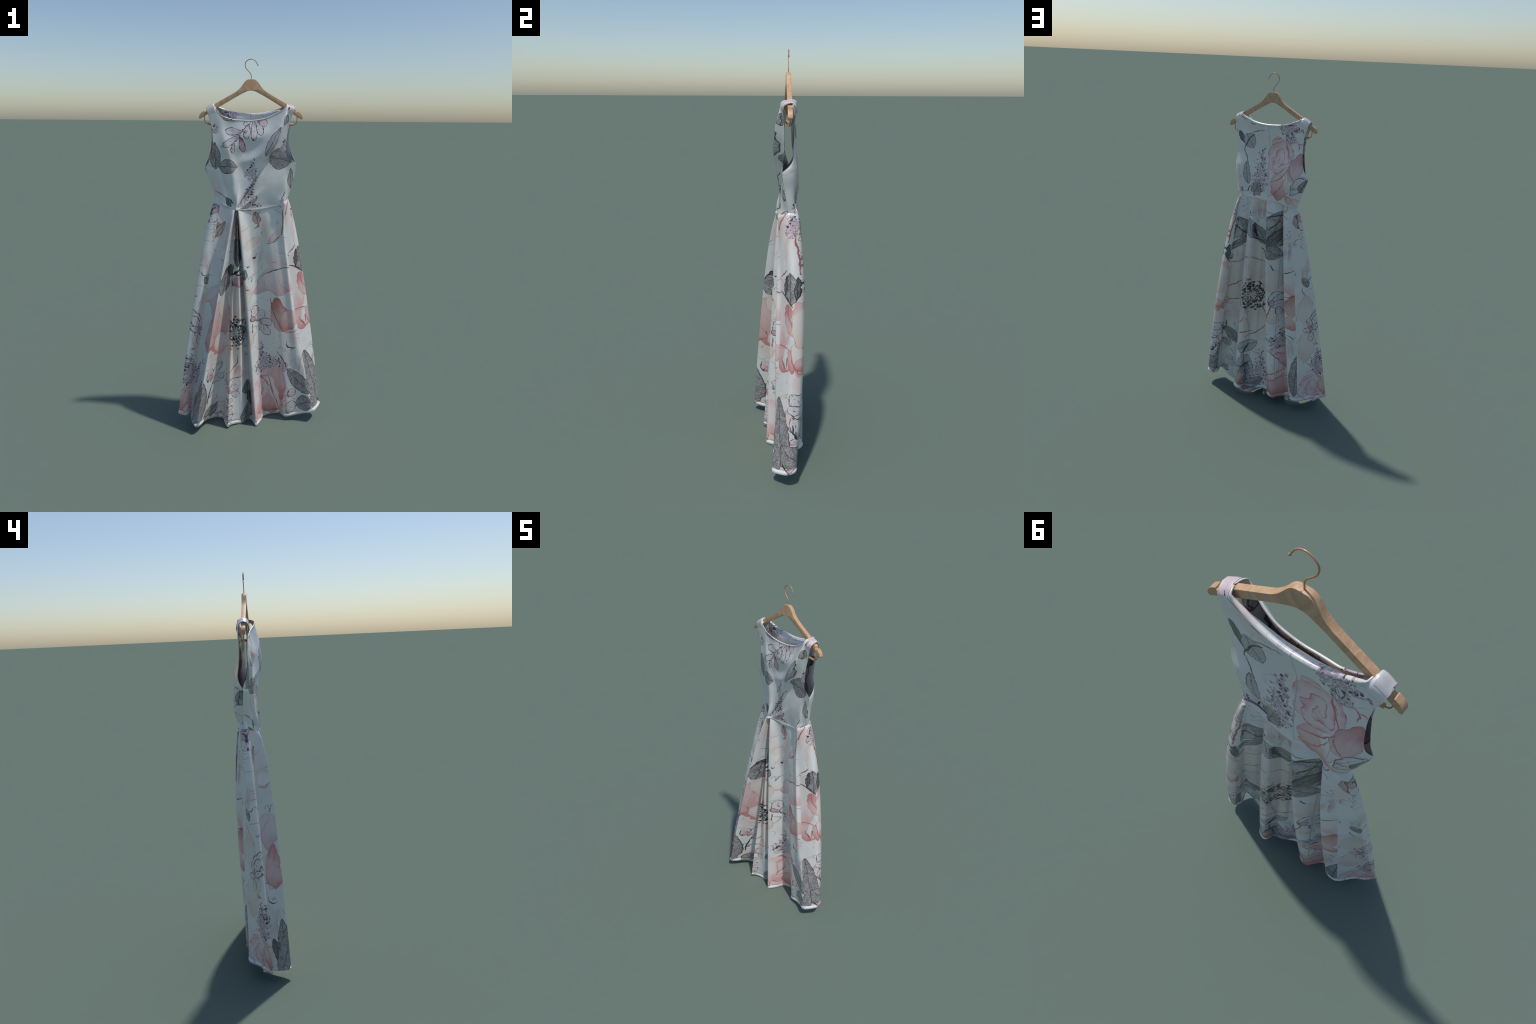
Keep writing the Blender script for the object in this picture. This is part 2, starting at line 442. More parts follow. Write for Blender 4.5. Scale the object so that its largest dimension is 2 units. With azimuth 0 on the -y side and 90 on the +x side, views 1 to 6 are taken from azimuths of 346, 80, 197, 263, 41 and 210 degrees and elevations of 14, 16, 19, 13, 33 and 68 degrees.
# ------------------------------------------------------------------ hanger
def build_hanger(wood, wire, end_wood):
    root = thing("clothes_hanger", "pale wooden clothes hanger with copper wire hook", "hanger")
    upper = [(0, 1.9), (.017, 1.899), (.032, 1.889), (.048, 1.868), (.06, 1.854), (.074, 1.842), (.092, 1.831), (.131, 1.809), (.183, 1.780), (.224, 1.757)]
    lower = [(.218, 1.731), (.166, 1.762), (.078, 1.813), (.030, 1.838), (.012, 1.8445), (0, 1.846)]
    up = catmull(upper, 6)
    notch = [(.229, 1.752), (.2295, 1.742), (.231, 1.740), (.238, 1.7385), (.2405, 1.743), (.2425, 1.7435)]
    tip = catmull([(.2425, 1.7435), (.255, 1.735), (.264, 1.724), (.2685, 1.712), (.2665, 1.706), (.262, 1.704), (.250, 1.711), (.218, 1.731)], 5)
    low = catmull(lower, 6)
    right = [tuple(p) for p in up] + notch + [tuple(p) for p in tip[1:-1]] + [tuple(p) for p in low]
    left = [(-x, z) for x, z in right[1:-1]][::-1]
    outline = right + left
    import bmesh
    bm = bmesh.new()
    half = 0.0105
    lo = [bm.verts.new((x, -half, z)) for x, z in outline]
    face = bm.faces.new(lo)
    ext = bmesh.ops.extrude_face_region(bm, geom=[face])
    bmesh.ops.translate(bm, vec=(0, 2 * half, 0), verts=[v for v in ext["geom"] if isinstance(v, bmesh.types.BMVert)])
    bmesh.ops.recalc_face_normals(bm, faces=bm.faces[:])
    rim = [e for e in bm.edges if len(e.link_faces) == 2 and any(len(f.verts) > 4 for f in e.link_faces)]
    bmesh.ops.bevel(bm, geom=rim, offset=0.0012, segments=2, affect="EDGES", profile=0.6)
    me = bpy.data.meshes.new("hanger_body")
    bm.to_mesh(me)
    bm.free()
    me.materials.append(wood)
    me.shade_smooth()
    me.set_sharp_from_angle(angle=math.radians(40))
    body = bpy.data.objects.new("hanger_body", me)
    bpy.context.scene.collection.objects.link(body)
    body.parent = root
    hook = catmull([(.0, 0, 1.893), (.0, 0, 1.905), (.0, 0, 1.918), (-.004, 0, 1.929), (-.015, 0, 1.941), (-.026, 0, 1.954), (-.031, 0, 1.968), (-.029, 0, 1.981), (-.018, 0, 1.993), (-.002, 0, 1.9982), (.012, 0, 1.9955), (.023, 0, 1.987), (.030, 0, 1.976), (.0345, 0, 1.9685)], 8)
    hook_o = tube("hook", root, hook, 0.0021, wire)
    tube("hook_tip", root, [(.0335, 0, 1.970), (.034, 0, 1.9693), (.0350, 0, 1.9677), (.0355, 0, 1.967)], [.0016, .0034, .0034, .0016], wire, sides=10)
    for sgn in (1, -1):
        p = catmull([(.239, 0, 1.722), (.2395, 0, 1.705), (.2385, 0, 1.692), (.234, 0, 1.683), (.226, 0, 1.679), (.215, 0, 1.6785)], 6)
        p[:, 0] *= sgn
        tube("bar_wire", root, p, 0.0021, wire)
    x = np.array([-.2235, -.2225, -.221, .221, .2225, .2235])
    tube("trouser_bar", root, [(a, 0, 1.6785) for a in x], [.0045, .0060, .0068, .0068, .0060, .0045], end_wood, sides=20)
    return root
# ------------------------------------------------------------------ node helpers
class N:
    """A socket that can be used in arithmetic; every operation adds a Math node."""
    tree = None

    def __init__(self, socket):
        self.s = socket

    @classmethod
    def math(cls, op, *args, clamp=False):
        n = cls.tree.nodes.new("ShaderNodeMath")
        n.operation, n.use_clamp = op, clamp
        for i, a in enumerate(args):
            if isinstance(a, N):
                cls.tree.links.new(a.s, n.inputs[i])
            else:
                n.inputs[i].default_value = float(a)
        return cls(n.outputs[0])

    def __add__(self, o): return N.math("ADD", self, o)
    __radd__ = __add__
    def __sub__(self, o): return N.math("SUBTRACT", self, o)
    def __rsub__(self, o): return N.math("SUBTRACT", o, self)
    def __mul__(self, o): return N.math("MULTIPLY", self, o)
    __rmul__ = __mul__
    def __truediv__(self, o): return N.math("DIVIDE", self, o)
    def __rtruediv__(self, o): return N.math("DIVIDE", o, self)
    def __pow__(self, o): return N.math("POWER", self, o)


def n_abs(a): return N.math("ABSOLUTE", a)
def n_fract(a): return N.math("FRACT", a)
def n_max(a, b): return N.math("MAXIMUM", a, b)
def n_min(a, b): return N.math("MINIMUM", a, b)
def n_clamp(a): return N.math("ADD", a, 0.0, clamp=True)


def n_step(lo, hi, x):
    """Smooth step from 0 at lo to 1 at hi (lo may lie above hi)."""
    n = N.tree.nodes.new("ShaderNodeMapRange")
    n.interpolation_type = "SMOOTHSTEP"
    for key, v in (("Value", x), ("From Min", lo), ("From Max", hi)):
        if isinstance(v, N):
            N.tree.links.new(v.s, n.inputs[key])
        else:
            n.inputs[key].default_value = v
    return N(n.outputs["Result"])


def n_vec(x, y, z=0.0):
    n = N.tree.nodes.new("ShaderNodeCombineXYZ")
    for i, v in enumerate((x, y, z)):
        if isinstance(v, N):
            N.tree.links.new(v.s, n.inputs[i])
        else:
            n.inputs[i].default_value = v
    return N(n.outputs[0])


def n_split(v):
    n = N.tree.nodes.new("ShaderNodeSeparateXYZ")
    N.tree.links.new(v.s, n.inputs[0])
    return N(n.outputs[0]), N(n.outputs[1]), N(n.outputs[2])


def n_vmath(op, a, b):
    n = N.tree.nodes.new("ShaderNodeVectorMath")
    n.operation = op
    for i, v in enumerate((a, b)):
        if isinstance(v, N):
            N.tree.links.new(v.s, n.inputs[i])
        else:
            n.inputs[i].default_value = v
    return N(n.outputs[0])


def n_noise(vec, scale, detail=2.0, rough=0.5):
    n = N.tree.nodes.new("ShaderNodeTexNoise")
    n.noise_dimensions = "3D"
    N.tree.links.new(vec.s, n.inputs["Vector"])
    n.inputs["Scale"].default_value, n.inputs["Detail"].default_value, n.inputs["Roughness"].default_value = scale, detail, rough
    return N(n.outputs["Fac"])


def n_voronoi(vec, scale, jitter=1.0):
    n = N.tree.nodes.new("ShaderNodeTexVoronoi")
    n.voronoi_dimensions = "2D"
    N.tree.links.new(vec.s, n.inputs["Vector"])
    n.inputs["Scale"].default_value, n.inputs["Randomness"].default_value = scale, jitter
    return N(n.outputs["Distance"]), N(n.outputs["Color"]), N(n.outputs["Position"])


def n_mix(fac, a, b):
    """Colour mix; a and b are colours or sockets."""
    n = N.tree.nodes.new("ShaderNodeMix")
    n.data_type, n.clamp_factor = "RGBA", True
    for key, v in (("Factor_Float", fac), ("A_Color", a), ("B_Color", b)):
        sock = next(s for s in n.inputs if s.identifier == key)
        if isinstance(v, N):
            N.tree.links.new(v.s, sock)
        elif key == "Factor_Float":
            sock.default_value = v
        else:
            sock.default_value = (*v, 1)
    return N(next(s for s in n.outputs if s.identifier == "Result_Color"))


# ------------------------------------------------------------------ print motifs
# Every motif is a node group with the same sockets.  It lays one figure of the floral
# print over the colour that comes in: "Place" holds the centre, "Turn" the direction from
# base to tip, "Half Length" and "Half Width" the size in metres.
def motif_group(name, draw, wobble=0.017):
    g = bpy.data.node_groups.new(name, "ShaderNodeTree")
    for kind, label in (("NodeSocketVector", "Cloth"), ("NodeSocketColor", "Under"), ("NodeSocketVector", "Place"), ("NodeSocketFloat", "Turn"),
                        ("NodeSocketFloat", "Half Length"), ("NodeSocketFloat", "Half Width"), ("NodeSocketColor", "Fill"), ("NodeSocketColor", "Shade"),
                        ("NodeSocketColor", "Line"), ("NodeSocketFloat", "Strength")):
        g.interface.new_socket(label, in_out="INPUT", socket_type=kind)
    g.interface.new_socket("Color", in_out="OUTPUT", socket_type="NodeSocketColor")
    N.tree = g
    gi, go = g.nodes.new("NodeGroupInput"), g.nodes.new("NodeGroupOutput")
    i = {s.name: N(s) for s in gi.outputs if s.name}
    # each figure waits for the one below it (a vanishing share of its colour is added to the
    # coordinate), which keeps the shader's working memory small
    i["Cloth"] = n_vmath("ADD", i["Cloth"], n_vmath("MULTIPLY", i["Under"], (1e-7, 1e-7, 1e-7)))
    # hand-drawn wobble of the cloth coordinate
    wob = N.tree.nodes.new("ShaderNodeTexNoise")
    wob.inputs["Scale"].default_value, wob.inputs["Detail"].default_value = 38.0, 3.0
    g.links.new(i["Cloth"].s, wob.inputs["Vector"])
    off = n_vmath("MULTIPLY", n_vmath("SUBTRACT", N(wob.outputs["Color"]), (0.5, 0.5, 0.5)), (wobble, wobble, 0.0))
    here = n_vmath("SUBTRACT", n_vmath("ADD", i["Cloth"], off), i["Place"])
    rot = g.nodes.new("ShaderNodeVectorRotate")
    rot.rotation_type = "Z_AXIS"
    g.links.new(here.s, rot.inputs["Vector"])
    g.links.new((0.0 - i["Turn"]).s, rot.inputs["Angle"])
    x, y, _ = n_split(N(rot.outputs[0]))
    i["x"], i["y"] = x, y
    i["a"], i["b"] = x / i["Half Length"], y / i["Half Width"]
    i["local"] = n_vec(x, y)
    g.links.new(draw(i).s, go.inputs["Color"])
    return g


def draw_leaf(i):
    a, b, w, l = i["a"], i["b"], i["Half Width"], i["Half Length"]
    prof = (n_max(1.0 - a * a, 0.0) ** 0.72) * (1.0 - 0.22 * a)
    d = (prof - n_abs(b)) * w
    mask = n_step(0.0, 0.0012, d)
    rim = n_step(0.0050, 0.0024, d)
    rib = n_step(0.0024, 0.0009, n_abs(b) * w) * n_step(-1.0, -0.9, a)
    lean = (a * l - n_abs(b) * w * 0.8) / 0.011
    vein = n_step(0.16, 0.04, n_abs(n_fract(lean) - 0.5)) * 0.6
    mott = n_noise(n_vec(i["x"] * 0.6, i["y"]), 130.0, 4.0, 0.7)
    broad = n_noise(i["local"], 38.0, 2.0)
    fill = n_mix(n_step(0.40, 0.60, mott * 0.62 + broad * 0.38), i["Shade"], i["Fill"])
    ink = n_clamp(n_max(n_max(rim * 0.95, rib * 0.85), vein * n_step(0.35, 0.6, broad)))
    return n_mix(mask * i["Strength"], i["Under"], n_mix(ink, fill, i["Line"]))


def draw_petal(i):
    a, b, w = i["a"], i["b"], i["Half Width"]
    edge = n_noise(i["local"], 17.0, 2.0)
    prof = (n_max(1.0 - a * a, 0.0) ** 0.5) * (1.0 + 0.18 * a)
    d = (prof - n_abs(b + (edge - 0.5) * 0.9)) * w
    mask = n_step(0.0, 0.0016, d)
    rim = n_step(0.0036, 0.0012, d) * n_step(0.36, 0.56, n_noise(i["local"], 24.0, 1.0))
    streak = n_noise(n_vec(i["x"] * 9.0, i["y"] * 75.0), 1.0, 3.0, 0.6)
    blush = n_step(0.45, -1.15, a + (streak - 0.5) * 1.5 + (edge - 0.5) * 1.2)
    soft = n_step(0.0, 0.022, d)
    fill = n_mix(n_clamp(blush * 0.95 + (1.0 - soft) * 0.25), i["Fill"], i["Shade"])
    crease = n_step(0.60, 0.68, streak) * 0.30
    return n_mix(mask * i["Strength"], i["Under"], n_mix(n_clamp(rim * 0.85 + crease * blush), fill, i["Line"]))


def draw_sketch_petal(i):
    a, b, w = i["a"], i["b"], i["Half Width"]
    prof = (n_max(1.0 - a * a, 0.0) ** 0.55) * (1.0 + 0.30 * a)
    d = (prof - n_abs(b)) * w
    mask = n_step(0.0, 0.0012, d)
    rough = n_noise(i["local"], 75.0, 3.0)
    rim = n_step(0.0050, 0.0022, d - (rough - 0.5) * 0.011)
    hatch = n_noise(n_vec(i["x"] * 30.0, i["y"] * 190.0), 1.0, 3.0, 0.7)
    ink = n_clamp(rim + n_step(0.54, 0.63, hatch) * 0.9)
    fill = n_mix(n_step(0.0, -0.95, a), i["Fill"], i["Shade"])
    return n_mix(mask * i["Strength"], i["Under"], n_mix(ink, fill, i["Line"]))


def draw_lilac(i):
    a, b = i["a"], i["b"]
    dist, tint, pos = n_voronoi(i["local"], 100.0, 1.0)
    px, py, _ = n_split(pos)
    r1, r2, r3 = n_split(tint)
    ca, cb = px / i["Half Length"], py / i["Half Width"]
    room = n_min((1.05 - ca) * 0.75, (ca + 1.15) * 2.2)
    room = n_min(room, 1.0) - n_abs(cb) + (r2 - 0.5) * 0.45
    mask = n_step(0.0, 0.05, room) * n_step(0.62, 0.50, dist)
    fill = n_mix(r1, i["Fill"], i["Shade"])
    ink = n_clamp(n_step(0.40, 0.54, dist) * 0.7 * n_step(0.25, 0.5, r3) + n_step(0.24, 0.12, dist) * n_step(0.45, 0.6, r2) + n_step(0.84, 0.9, r3))
    return n_mix(mask * i["Strength"], i["Under"], n_mix(ink, fill, i["Line"]))


def draw_stamens(i):
    r = N.math("SQRT", i["a"] * i["a"] + i["b"] * i["b"])
    ang = N.math("ARCTAN2", i["b"], i["a"])
    polar = n_vec(ang * 3.2, r * 4.2)
    dist, tint, _ = n_voronoi(polar, 1.75, 1.0)
    r1, r2, _b = n_split(tint)
    some = n_step(1.10, 0.8, r + (r1 - 0.5) * 0.75) * n_step(0.05, 0.30, r + (r2 - 0.5) * 0.5)
    dots = n_step(0.60, 0.47, dist) * some
    core = n_step(0.9, 0.3, r) * 0.35
    under = n_mix(core * i["Strength"], i["Under"], i["Shade"])
    return n_mix(dots * i["Strength"], under, i["Line"])


def draw_rose(i):
    a, b = i["a"], i["b"]
    r = N.math("SQRT", a * a + b * b)
    ang = N.math("ARCTAN2", b, a)
    big = n_noise(i["local"], 13.0, 1.0)
    fine = n_noise(i["local"], 34.0, 2.0)
    d = (1.0 + (big - 0.5) * 0.7 - r) * i["Half Width"]
    mask = n_step(0.0, 0.0016, d)
    turn = r * 2.3 + ang * 0.318 + (big - 0.5) * 2.6 + (fine - 0.5) * 0.35
    f = n_fract(turn)
    line = n_step(0.085, 0.03, n_min(f, 1.0 - f)) * n_step(0.30, 0.48, fine)
    blush = (f ** 1.6) * n_step(0.30, 0.62, big + (fine - 0.5) * 0.5)
    fill = n_mix(blush, i["Fill"], i["Shade"])
    rim = n_step(0.0038, 0.0012, d)
    return n_mix(mask * i["Strength"], i["Under"], n_mix(n_clamp(line * 0.62 + rim * 0.5), fill, i["Line"]))


def draw_fringe(i):
    a, b = i["a"], i["b"]
    hair = n_noise(n_vec(i["x"] * 14.0, i["y"] * 190.0), 1.0, 3.0, 0.65)
    tone = n_noise(n_vec(i["x"] * 10.0, i["y"] * 60.0), 1.0, 2.0)
    flare = n_abs(b) - (0.75 + 0.25 * a)
    mask = n_step(0.05, -0.25, flare + (hair - 0.5) * 1.6) * n_step(0.95, 0.55, n_abs(a) + (hair - 0.5) * 2.0)
    fill = n_mix(n_step(0.35, 0.65, tone), i["Fill"], i["Shade"])
    mask = mask * n_step(0.40, 0.52, tone * 0.5 + hair * 0.5)
    return n_mix(mask * i["Strength"] * 0.9, i["Under"], n_mix(n_step(0.56, 0.64, hair) * 0.8, fill, i["Line"]))


def draw_stroke(i):
    """A pen line from base to tip; Half Width is how far it bows, Strength its weight in millimetres."""
    a = i["a"]
    away = n_abs(i["y"] - i["Half Width"] * (1.0 - a * a))
    weight = i["Strength"] * 0.00105 * (0.45 + 0.55 * n_max(1.0 - a * a, 0.0))
    weight = weight * (0.6 + 0.8 * n_noise(i["local"], 50.0, 1.0))
    line = n_step(1.0, 0.45, away / weight) * n_step(1.0, 0.97, n_abs(a))
    return n_mix(line, i["Under"], i["Line"])


def draw_wash(i):
    a, b = i["a"], i["b"]
    r = N.math("SQRT", a * a + b * b)
    cloud = n_noise(i["local"], 20.0, 3.0)
    streak = n_noise(n_vec(i["x"] * 12.0, i["y"] * 70.0), 1.0, 2.0)
    mask = n_step(1.05, 0.45, r + (cloud - 0.5) * 1.0)
    return n_mix(mask * i["Strength"], i["Under"], n_mix(n_step(0.3, 0.7, streak), i["Fill"], i["Shade"]))


DRAW = {"leaf": draw_leaf, "petal": draw_petal, "sketch": draw_sketch_petal, "lilac": draw_lilac, "stamens": draw_stamens,
        "rose": draw_rose, "fringe": draw_fringe, "stroke": draw_stroke, "wash": draw_wash, "seam": draw_stroke}
GROUPS = {k: motif_group("print_" + k, f, 0.0 if k == "seam" else 0.017) for k, f in DRAW.items()}

CLOTH = (0.69, 0.69, 0.665)
INK, SOFT_INK, WINE, RUST = (0.020, 0.018, 0.022), (0.10, 0.10, 0.11), (0.18, 0.02, 0.05), (0.30, 0.10, 0.08)
GREY, DARK, MIST = (0.43, 0.41, 0.41), (0.165, 0.16, 0.165), (0.56, 0.555, 0.55)
INKS = {  # colour sets: fill, shade, line
    "leaf": (GREY, DARK, INK), "leaf_dark": ((0.20, 0.195, 0.20), (0.075, 0.075, 0.08), (0.012, 0.012, 0.014)), "leaf_pale": ((0.56, 0.54, 0.53), (0.38, 0.37, 0.37), (0.05, 0.05, 0.055)),
    "leaf_pink": ((0.56, 0.45, 0.42), (0.42, 0.31, 0.29), (0.15, 0.05, 0.05)),
    "petal_pink": ((0.75, 0.69, 0.66), (0.70, 0.43, 0.42), (0.34, 0.09, 0.10)), "petal_rose": ((0.70, 0.50, 0.48), (0.56, 0.22, 0.22), (0.24, 0.05, 0.06)), "petal_deep": ((0.66, 0.42, 0.39), (0.46, 0.16, 0.13), (0.15, 0.03, 0.03)),
    "petal_peach": ((0.72, 0.67, 0.61), (0.70, 0.56, 0.48), RUST), "petal_white": ((0.765, 0.755, 0.73), (0.72, 0.57, 0.53), (0.26, 0.07, 0.065)), "petal_mauve": ((0.70, 0.62, 0.62), (0.58, 0.42, 0.44), (0.22, 0.07, 0.10)),
    "sketch": ((0.69, 0.645, 0.65), (0.52, 0.44, 0.46), INK), "sketch_pink": ((0.73, 0.61, 0.61), (0.56, 0.25, 0.30), (0.04, 0.015, 0.025)), "sketch_wine": ((0.60, 0.42, 0.45), (0.20, 0.02, 0.05), (0.025, 0.01, 0.012)),
    "lilac": ((0.66, 0.56, 0.59), (0.40, 0.30, 0.34), (0.055, 0.03, 0.045)), "stamens": (GREY, (0.60, 0.50, 0.45), (0.012, 0.010, 0.012)),
    "rose": ((0.75, 0.62, 0.60), (0.66, 0.32, 0.32), (0.38, 0.07, 0.09)), "rose_pale": ((0.76, 0.74, 0.71), (0.73, 0.56, 0.54), (0.42, 0.13, 0.15)),
    "fringe": (MIST, (0.62, 0.53, 0.52), SOFT_INK), "fringe_peach": ((0.66, 0.56, 0.50), (0.50, 0.41, 0.41), (0.16, 0.13, 0.13)),
    "ink": (INK, INK, INK), "rust": (RUST, RUST, RUST), "wine": (WINE, WINE, WINE), "red": (RUST, RUST, (0.46, 0.15, 0.16)), "seam": (INK, INK, (0.40, 0.41, 0.41)),
    "wash_pink": ((0.74, 0.55, 0.52), (0.75, 0.64, 0.60), INK), "wash_peach": ((0.73, 0.68, 0.62), (0.72, 0.61, 0.54), INK), "wash_rose": ((0.52, 0.17, 0.19), (0.68, 0.40, 0.40), INK), "wash_grey": (MIST, GREY, INK),
}


def cloth_material(name, lean, motifs, faint=1.0):
    """Satin cloth with its share of the print.  lean: direction of the print's width in the
    local x-y plane (degrees); motifs: (kind, ink set, base, tip, half width[, strength])."""
    m = bpy.data.materials.new(name)
    m.use_nodes = True
    t = N.tree = m.node_tree
    bsdf = t.nodes["Principled BSDF"]
    co = t.nodes.new("ShaderNodeTexCoord")
    x, y, z = n_split(N(co.outputs["Object"]))
    cloth = n_vec(x * math.cos(math.radians(lean)) + y * math.sin(math.radians(lean)), z)
    haze = n_noise(cloth, 9.0, 3.0)
    col = n_mix(n_step(0.35, 0.7, haze), CLOTH, tuple(c * k for c, k in zip(CLOTH, (0.955, 0.955, 0.965))))
    # faint blush and grey watercolour between the figures, with a few broken pen contours
    pool = n_noise(cloth, 6.0, 2.0)
    col = n_mix(n_step(0.50, 0.66, pool) * (0.75 * faint), col, (0.67, 0.55, 0.52))
    col = n_mix(n_step(0.46, 0.34, pool) * (0.30 * faint), col, (0.54, 0.50, 0.525))
    swirl = n_noise(cloth, 8.5, 1.5)
    pen = n_step(0.011, 0.004, n_abs(swirl - 0.52)) * n_step(0.50, 0.60, n_noise(cloth, 14.0, 1.0))
    col = n_mix(pen * (0.7 * faint), col, (0.26, 0.10, 0.10))
    curl = n_noise(cloth, 15.0, 2.0)
    nib = n_step(0.013, 0.004, n_abs(curl - 0.5)) * n_step(0.56, 0.64, n_noise(cloth, 9.0, 1.0))
    col = n_mix(nib * (0.75 * faint), col, (0.06, 0.05, 0.055))
    for kind, ink, base, tip, half_width, *more in motifs:
        g = t.nodes.new("ShaderNodeGroup")
        g.node_tree = GROUPS[kind]
        t.links.new(cloth.s, g.inputs["Cloth"])
        t.links.new(col.s, g.inputs["Under"])
        dx, dz = tip[0] - base[0], tip[1] - base[1]
        g.inputs["Place"].default_value = ((base[0] + tip[0]) / 2, (base[1] + tip[1]) / 2, 0)
        g.inputs["Turn"].default_value = math.atan2(dz, dx)
        g.inputs["Half Length"].default_value = max(0.004, math.hypot(dx, dz) / 2)
        g.inputs["Half Width"].default_value = half_width
        for key, c in zip(("Fill", "Shade", "Line"), INKS[ink]):
            g.inputs[key].default_value = (*(v * (0.93 if key != "Line" else 1) for v in c), 1)
        g.inputs["Strength"].default_value = more[0] if more else (2.2 if kind in ("stroke", "seam") else 1.0)
        col = N(g.outputs["Color"])
    t.links.new(col.s, bsdf.inputs["Base Color"])
    bsdf.inputs["Roughness"].default_value = 0.28
    bsdf.inputs["Specular IOR Level"].default_value = 1.0
    weave = n_noise(N(co.outputs["Object"]), 900.0, 1.0)
    bump = t.nodes.new("ShaderNodeBump")
    bump.inputs["Strength"].default_value, bump.inputs["Distance"].default_value = 0.06, 0.0005
    t.links.new(weave.s, bump.inputs["Height"])
    t.links.new(bump.outputs[0], bsdf.inputs["Normal"])
    return m


def wood_material(name, warm=1.0):
    m = bpy.data.materials.new(name)
    m.use_nodes = True
    t = N.tree = m.node_tree
    bsdf = t.nodes["Principled BSDF"]
    co = t.nodes.new("ShaderNodeTexCoord")
    x, y, z = n_split(N(co.outputs["Object"]))
    # two halves glued in the middle, grain across each arm
    along = n_abs(x) * 0.88 - z * 0.48
    across = n_abs(x) * 0.48 + z * 0.88
    grain = n_noise(n_vec(along * 95.0, across * 9.0, y * 40.0), 1.0, 4.0, 0.65)
    fine = n_noise(n_vec(along * 420.0, across * 40.0, y * 160.0), 1.0, 2.0, 0.6)
    col = n_mix(n_step(0.30, 0.72, grain), (0.46, 0.275, 0.15), (0.60, 0.385, 0.225))
    col = n_mix(n_step(0.56, 0.74, fine) * 0.38, col, (0.36, 0.20, 0.105))
    joint = n_step(0.0011, 0.0004, n_abs(x))
    col = n_mix(joint * 0.55, col, (0.26, 0.14, 0.075))
    t.links.new(col.s, bsdf.inputs["Base Color"])
    bsdf.inputs["Roughness"].default_value = 0.5
    bump = t.nodes.new("ShaderNodeBump")
    bump.inputs["Strength"].default_value, bump.inputs["Distance"].default_value = 0.15, 0.0006
    t.links.new(fine.s, bump.inputs["Height"])
    t.links.new(bump.outputs[0], bsdf.inputs["Normal"])
    return m


